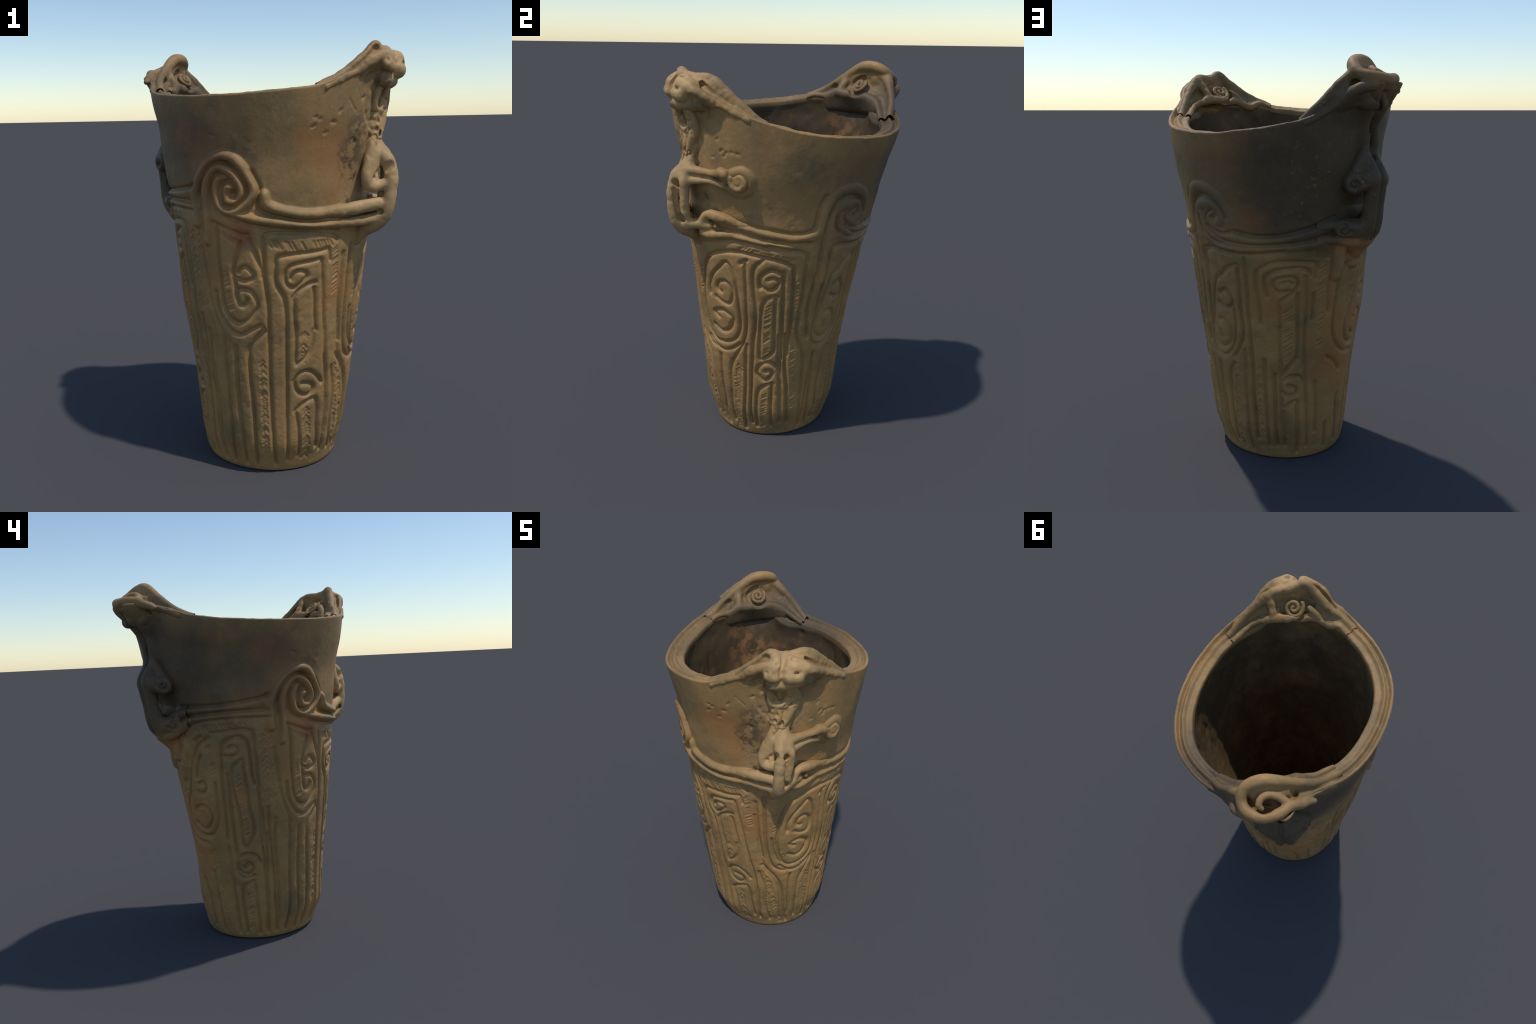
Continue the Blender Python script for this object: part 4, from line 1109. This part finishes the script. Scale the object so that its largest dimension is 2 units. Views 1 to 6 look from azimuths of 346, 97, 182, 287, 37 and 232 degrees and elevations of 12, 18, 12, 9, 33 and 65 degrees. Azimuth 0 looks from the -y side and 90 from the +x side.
def build_peak_west():
    """peak A: solid, flaring outwards; its rim rolls into an open loop with a hook; a spiral fills the recess facing the mouth"""
    S = Solid(sp(-0.66, 0.06, 1.70), sp(-0.10, 0.68, 2.02))
    arch = [sp(-0.545, 0.270, 1.850), sp(-0.520, 0.330, 1.872), sp(-0.504, 0.384, 1.892), sp(-0.502, 0.440, 1.893), sp(-0.466, 0.508, 1.888), sp(-0.402, 0.546, 1.898),
            sp(-0.350, 0.536, 1.912), sp(-0.326, 0.500, 1.942), sp(-0.335, 0.455, 1.964), sp(-0.364, 0.406, 1.970), sp(-0.400, 0.360, 1.956),
            sp(-0.448, 0.282, 1.904), sp(-0.484, 0.205, 1.856), rim_pt(256, 'M', -0.002), rim_pt(264, 'M', -0.012)]
    mid_east = [sp(-0.330, 0.518, 1.920), sp(-0.285, 0.528, 1.882), sp(-0.235, 0.532, 1.838), sp(-0.188, 0.540, 1.788), rim_pt(192, 'M', -0.002), rim_pt(185, 'M', -0.012)]
    lip_out_w = [sp(-0.505, 0.372, 1.884), sp(-0.530, 0.320, 1.866)] + [rim_pt(241, 'O', -0.004), rim_pt(248, 'O', -0.006), rim_pt(257, 'O', -0.014)]
    lip_out_e = [rim_pt(194, 'O', -0.014), rim_pt(202, 'O', -0.006), rim_pt(209, 'O', -0.002)] + [sp(-0.340, 0.568, 1.850), sp(-0.405, 0.552, 1.870)]
    lip_in = [rim_pt(187, 'I', -0.012), rim_pt(194, 'I', -0.002), sp(-0.232, 0.462, 1.778), sp(-0.278, 0.422, 1.803), sp(-0.325, 0.362, 1.812), sp(-0.364, 0.302, 1.816), sp(-0.402, 0.246, 1.820),
              sp(-0.432, 0.190, 1.800), rim_pt(257, 'I', -0.002), rim_pt(265, 'I', -0.012)]
    # body of the peak: outer skirt, inner face
    skirt = at([(a, -0.040, 1.745) for a in (206, 214, 222, 230, 238, 246)])
    S.sheet(skirt, [lip_out_e[2], lip_out_e[3], sp(-0.405, 0.540, 1.868), sp(-0.460, 0.500, 1.866), sp(-0.492, 0.440, 1.868), sp(-0.500, 0.375, 1.872), lip_out_w[2]], 0.022, 5, 0.02)
    S.sheet(lip_in[2:8], [sp(-0.262, 0.528, 1.862), sp(-0.315, 0.505, 1.905), sp(-0.348, 0.452, 1.936), sp(-0.385, 0.395, 1.938), sp(-0.430, 0.322, 1.905), sp(-0.470, 0.235, 1.858)],
            0.020, 5, 0.02, (-0.020, 0.022, -0.018))
    S.sheet([sp(-0.385, 0.500, 1.80), sp(-0.440, 0.440, 1.80), sp(-0.470, 0.370, 1.80)], [sp(-0.360, 0.460, 1.90), sp(-0.390, 0.420, 1.91), sp(-0.430, 0.350, 1.89)], 0.036, 3, 0.02)
    S.sheet(lip_in[2:8], at([(a, -0.066, 1.735) for a in (207, 215, 222, 230, 238, 246)]), 0.017, 15, 0.014)
    S.sheet([lip_out_e[0], lip_out_e[1], lip_out_e[2], lip_out_e[3]], [mid_east[5], mid_east[4], mid_east[3], mid_east[1]], 0.013, 5, 0.012, (0.006, -0.006, -0.012))
    S.sheet([lip_out_w[1], lip_out_w[2], lip_out_w[3], lip_out_w[4]], [arch[11], arch[12], arch[13], arch[14]], 0.014, 5, 0.012, (0.010, -0.006, -0.016))
    S.sheet(lip_in[0:4], [mid_east[5], mid_east[4], mid_east[3], mid_east[2]], 0.013, 5, 0.012, (-0.004, 0.006, -0.014))
    S.sheet(lip_in[6:10], [arch[11], arch[12], arch[13], arch[14]], 0.013, 5, 0.012, (-0.012, 0.006, -0.024))
    # ropes
    S.rope(arch, [0.014, 0.020, 0.024, 0.027, 0.028, 0.027, 0.026, 0.027, 0.029, 0.030, 0.028, 0.022, 0.017, 0.013, 0.009], 0.010)
    S.rope(mid_east, [0.025, 0.021, 0.018, 0.016, 0.013, 0.009], 0.010)
    S.rope(lip_out_w, [0.022, 0.019, 0.016, 0.014, 0.008], 0.010)
    S.rope(lip_out_e, [0.008, 0.013, 0.017, 0.020, 0.024], 0.010)
    S.rope(lip_in, [0.009, 0.013, 0.017, 0.020, 0.020, 0.020, 0.020, 0.017, 0.013, 0.009], 0.010)
    S.rope([sp(-0.398, 0.252, 1.824), sp(-0.418, 0.276, 1.862), sp(-0.438, 0.302, 1.900)], [0.024, 0.022, 0.022], 0.014)
    # the open loop and the hook inside it
    S.press([sp(-0.430, 0.472, 1.985), sp(-0.432, 0.470, 1.930), sp(-0.434, 0.466, 1.885)], [0.056, 0.047, 0.034], 0.010)
    S.press([sp(-0.472, 0.330, 1.905), sp(-0.500, 0.270, 1.876), sp(-0.522, 0.200, 1.846)], [0.016, 0.014, 0.008], 0.008)
    S.press([sp(-0.322, 0.556, 1.900), sp(-0.275, 0.560, 1.862), sp(-0.222, 0.566, 1.816)], [0.014, 0.014, 0.008], 0.008)
    S.rope([sp(-0.500, 0.378, 1.886), sp(-0.472, 0.388, 1.904), sp(-0.442, 0.402, 1.920), sp(-0.414, 0.430, 1.932), sp(-0.406, 0.463, 1.934), sp(-0.418, 0.490, 1.922), sp(-0.436, 0.488, 1.905)],
           [0.022, 0.020, 0.018, 0.017, 0.017, 0.016, 0.013], 0.006)
    # hollows: beside the strut, pits on the outside, channel down the front
    S.press([sp(-0.408, 0.196, 1.842), sp(-0.440, 0.200, 1.834), sp(-0.455, 0.230, 1.852)], [0.012, 0.019, 0.016], 0.008)
    S.press(at([(239.5, 0.004, 1.832), (240.5, -0.014, 1.836)]), 0.014, 0.006)
    S.press(at([(222.5, 0.018, 1.835), (224.5, 0.016, 1.790), (227.0, 0.014, 1.74)]), [0.010, 0.012, 0.010], 0.010)
    S.wall(0.020, 0.014, 0.0, 1.80)
    rA, tA, uA = frame(222)
    nA = -rA * 0.77 + uA * 0.64
    e2 = np.cross(nA, tA)
    cA = sp(-0.350, 0.374, 1.856)
    S.press(curl(cA + nA * 0.012, tA, -e2, 0.058, 0.054, 0.9, 2.2), 0.015, 0.008)
    S.rope(cA - nA * 0.034, 0.052, 0.006)
    p = S.build('rim_peak', jar, 2, 0.0, 300)
    Q2 = Solid(cA - 0.085, cA + 0.085, 0.0032)
    Q2.rope(curl(cA + nA * 0.014, tA, -e2, 0.043, 0.006, 1.75, 2.6, 40, nA * 0.010), np.linspace(0.0115, 0.0085, 40), 0.003)
    Q2.build('rim_scroll', p, 1, 0.0010, 320)

def build_peak_east():
    """peak B: the top has broken away, leaving two worn knobs; a spiral fills the recess facing the mouth"""
    S = Solid(sp(0.06, -0.66, 1.68), sp(0.62, -0.04, 2.01))
    arch = [rim_pt(5, 'M', -0.012), rim_pt(13, 'M', -0.002), sp(0.220, -0.508, 1.856), sp(0.300, -0.490, 1.912), sp(0.358, -0.466, 1.956), sp(0.382, -0.430, 1.942), sp(0.406, -0.388, 1.932),
            sp(0.430, -0.345, 1.934), sp(0.452, -0.295, 1.920), sp(0.472, -0.245, 1.884), sp(0.486, -0.180, 1.832), rim_pt(80, 'M', -0.002), rim_pt(88, 'M', -0.012)]
    lip_out = [rim_pt(8, 'O', -0.014), rim_pt(16, 'O', -0.006), rim_pt(24, 'O', -0.002)] + [sp(0.305, -0.540, 1.890), sp(0.355, -0.518, 1.910), sp(0.395, -0.496, 1.918)]
    lip_out_e = [sp(0.490, -0.408, 1.895), sp(0.520, -0.355, 1.872)] + [rim_pt(60, 'O', -0.002), rim_pt(68, 'O', -0.006), rim_pt(77, 'O', -0.014)]
    lip_in = [rim_pt(3, 'I', -0.012), rim_pt(12, 'I', -0.002), sp(0.182, -0.476, 1.778), sp(0.238, -0.450, 1.804), sp(0.276, -0.402, 1.814), sp(0.312, -0.350, 1.814), sp(0.350, -0.305, 1.818),
              sp(0.384, -0.262, 1.816), sp(0.422, -0.225, 1.804), sp(0.450, -0.165, 1.778), rim_pt(81, 'I', -0.002), rim_pt(89, 'I', -0.012)]
    S.sheet(at([(a, -0.050, 1.765) for a in (30, 37, 44, 51, 58)]), [lip_out[2], lip_out[3], lip_out[5], sp(0.445, -0.455, 1.900), lip_out_e[0], lip_out_e[1], lip_out_e[2]], 0.022, 5, 0.02)
    S.sheet(lip_in[2:9], [sp(0.230, -0.508, 1.856), sp(0.300, -0.496, 1.900), sp(0.360, -0.470, 1.930), sp(0.400, -0.410, 1.916), sp(0.432, -0.355, 1.915), sp(0.458, -0.290, 1.898), sp(0.478, -0.225, 1.856)],
            0.020, 5, 0.02, (0.022, -0.022, -0.018))
    S.sheet([sp(0.380, -0.490, 1.82), sp(0.430, -0.430, 1.82), sp(0.480, -0.350, 1.82)], [sp(0.380, -0.455, 1.905), sp(0.425, -0.410, 1.895), sp(0.455, -0.340, 1.885)], 0.036, 3, 0.02)
    S.sheet([lip_out[0], lip_out[1], lip_out[2], lip_out[3]], [arch[0], arch[1], arch[2], arch[3]], 0.013, 5, 0.012, (0, 0, -0.014))
    S.sheet([lip_out_e[1], lip_out_e[2], lip_out_e[3], lip_out_e[4]], [arch[8], arch[9], arch[10], arch[11]], 0.014, 5, 0.012, (0, 0, -0.014))
    S.sheet(lip_in[0:4], arch[0:4], 0.013, 5, 0.012, (0.004, -0.004, -0.012))
    S.sheet(lip_in[8:12], [arch[9], arch[10], arch[11], arch[12]], 0.013, 5, 0.012, (0.012, -0.006, -0.022))
    S.rope(arch, [0.009, 0.013, 0.018, 0.021, 0.022, 0.021, 0.022, 0.022, 0.023, 0.021, 0.017, 0.013, 0.009], 0.010)
    S.rope(lip_out, [0.008, 0.013, 0.016, 0.018, 0.020, 0.024], 0.010)
    S.rope(lip_out_e, [0.024, 0.019, 0.016, 0.013, 0.008], 0.010)
    S.rope(lip_in, [0.009, 0.013, 0.016, 0.019, 0.020, 0.020, 0.020, 0.020, 0.018, 0.015, 0.013, 0.009], 0.010)
    S.rope([sp(0.442, -0.292, 1.912), sp(0.416, -0.284, 1.882), sp(0.394, -0.272, 1.850), sp(0.382, -0.266, 1.822)], [0.022, 0.020, 0.020, 0.022], 0.014)
    S.rope([sp(0.300, -0.424, 1.866), sp(0.272, -0.434, 1.850), sp(0.240, -0.452, 1.818)], [0.014, 0.019, 0.020], 0.010)
    # two worn knobs, side by side, with shallow craters
    S.rope([sp(0.480, -0.400, 1.890), sp(0.460, -0.430, 1.902), sp(0.436, -0.428, 1.918)], [0.038, 0.042, 0.030], 0.016)
    S.rope([sp(0.455, -0.462, 1.862), sp(0.480, -0.430, 1.858)], [0.032, 0.034], 0.016)
    S.rope([sp(0.392, -0.500, 1.898), sp(0.395, -0.475, 1.930)], [0.034, 0.028], 0.014)
    S.rope([sp(0.405, -0.508, 1.868), sp(0.385, -0.520, 1.875)], 0.028, 0.014)
    S.press([sp(0.468, -0.425, 1.960), sp(0.462, -0.428, 1.940)], [0.022, 0.018], 0.010)
    S.press([sp(0.420, -0.458, 1.965), sp(0.424, -0.462, 1.940), sp(0.432, -0.490, 1.905), sp(0.436, -0.505, 1.870)], [0.018, 0.012, 0.010, 0.008], 0.008)
    S.press([sp(0.460, -0.345, 1.905), sp(0.492, -0.320, 1.885), sp(0.508, -0.255, 1.852), sp(0.512, -0.19, 1.815)], [0.015, 0.017, 0.013, 0.007], 0.008)
    S.press([sp(0.350, -0.490, 1.945), sp(0.320, -0.512, 1.920), sp(0.265, -0.530, 1.880), sp(0.205, -0.540, 1.840)], [0.014, 0.013, 0.012, 0.007], 0.008)
    for _ in range(16):                         # chipped, pitted break
        q = sp(RNG.uniform(0.37, 0.51), 0, RNG.uniform(1.85, 1.94))
        q[1] = -0.93 + q[0] * 0.98 + RNG.uniform(-0.02, 0.02)
        S.press(q, RNG.uniform(0.006, 0.012), 0.006)
    S.press([sp(0.418, -0.222, 1.838), sp(0.446, -0.218, 1.836), sp(0.458, -0.250, 1.862)], [0.012, 0.018, 0.014], 0.008)
    S.wall(0.020, 0.014, 0.0, 1.80)
    rB, tB, uB = frame(43)
    nB = -rB * 0.72 + uB * 0.69
    e2 = np.cross(nB, tB)
    cB = sp(0.347, -0.380, 1.848)
    S.press(curl(cB + nB * 0.010, tB, -e2, 0.066, 0.060, 0.9, 2.2), 0.014, 0.008)
    S.rope(cB - nB * 0.038, 0.058, 0.006)
    p = S.build('rim_peak', jar, 2, 0.0026, 400)
    Q2 = Solid(cB - 0.095, cB + 0.095, 0.0032)
    Q2.rope(curl(cB + nB * 0.016, tB, -e2, 0.051, 0.006, 1.75, 2.6, 44, nB * 0.008), np.linspace(0.0125, 0.0085, 44), 0.003)
    Q2.build('rim_scroll', p, 1, 0.0006, 420)

def build_ornament():
    """crusty, half lost band of clay between peak B and its handle, with an oval eye near the top"""
    lo, hi = bounds(at([(28, 0.05, 1.48), (56, 0.05, 1.86), (41, 0.07, 1.6), (28, -0.03, 1.86), (56, -0.03, 1.48)]), 0.01)
    S = Solid(lo, hi, 0.0042)
    S.rope(at([(36.0, 0.006, 1.700), (35.4, 0.010, 1.745), (37.2, 0.012, 1.790), (40.5, 0.012, 1.805), (43.5, 0.010, 1.785), (44.6, 0.010, 1.740), (43.6, 0.010, 1.700), (40.5, 0.010, 1.690), (37.4, 0.008, 1.695)]),
           [0.014, 0.016, 0.019, 0.018, 0.017, 0.017, 0.016, 0.015, 0.014], 0.008)
    S.rope(at([(44.5, 0.004, 1.795), (47.2, 0.008, 1.770), (48.6, 0.010, 1.725), (48.2, 0.008, 1.680), (46.5, 0.004, 1.655)]), [0.014, 0.018, 0.019, 0.018, 0.014], 0.008)
    S.rope(at([(46.6, 0.006, 1.740), (46.4, 0.010, 1.690), (44.8, 0.012, 1.640), (42.6, 0.014, 1.590), (41.0, 0.016, 1.530), (40.6, 0.020, 1.49)]), [0.014, 0.018, 0.020, 0.021, 0.022, 0.022], 0.008)
    S.rope(at([(38.6, 0.004, 1.670), (39.6, 0.008, 1.640), (39.0, 0.012, 1.595), (37.4, 0.014, 1.545), (36.2, 0.018, 1.500)]), [0.018, 0.021, 0.021, 0.021, 0.020], 0.008)
    S.rope(at([(46.0, 0.000, 1.615), (44.2, 0.008, 1.570), (42.5, 0.014, 1.530)]), [0.012, 0.016, 0.018], 0.008)
    for _ in range(60):
        z = RNG.uniform(1.54, 1.735)
        a = 41.2 + RNG.normal(0, 2.6)
        S.rope(at([(a, RNG.uniform(-0.006, 0.006), z), (a + RNG.uniform(-1.3, 1.3), RNG.uniform(-0.006, 0.006), z + RNG.uniform(-0.022, 0.022))]), RNG.uniform(0.010, 0.016), 0.005)
    S.wall(0.016, 0.008)
    S.press(at([(39.2, 0.030, 1.768), (40.0, 0.006, 1.752), (40.4, -0.004, 1.728)]), [0.018, 0.020, 0.016], 0.006)
    for _ in range(30):
        z = RNG.uniform(1.53, 1.74)
        a = 41.5 + RNG.normal(0, 3.6)
        S.press(at([(a, RNG.uniform(0.020, 0.030), z), (a + RNG.uniform(-0.9, 0.9), RNG.uniform(0.018, 0.028), z + RNG.uniform(-0.02, 0.02))]), RNG.uniform(0.005, 0.008), 0.006)
    return S.build('ornament', jar, 2, 0.0016, 500)

build_handle_west()
build_handle_east()
build_peak_west()
build_peak_east()
build_ornament()
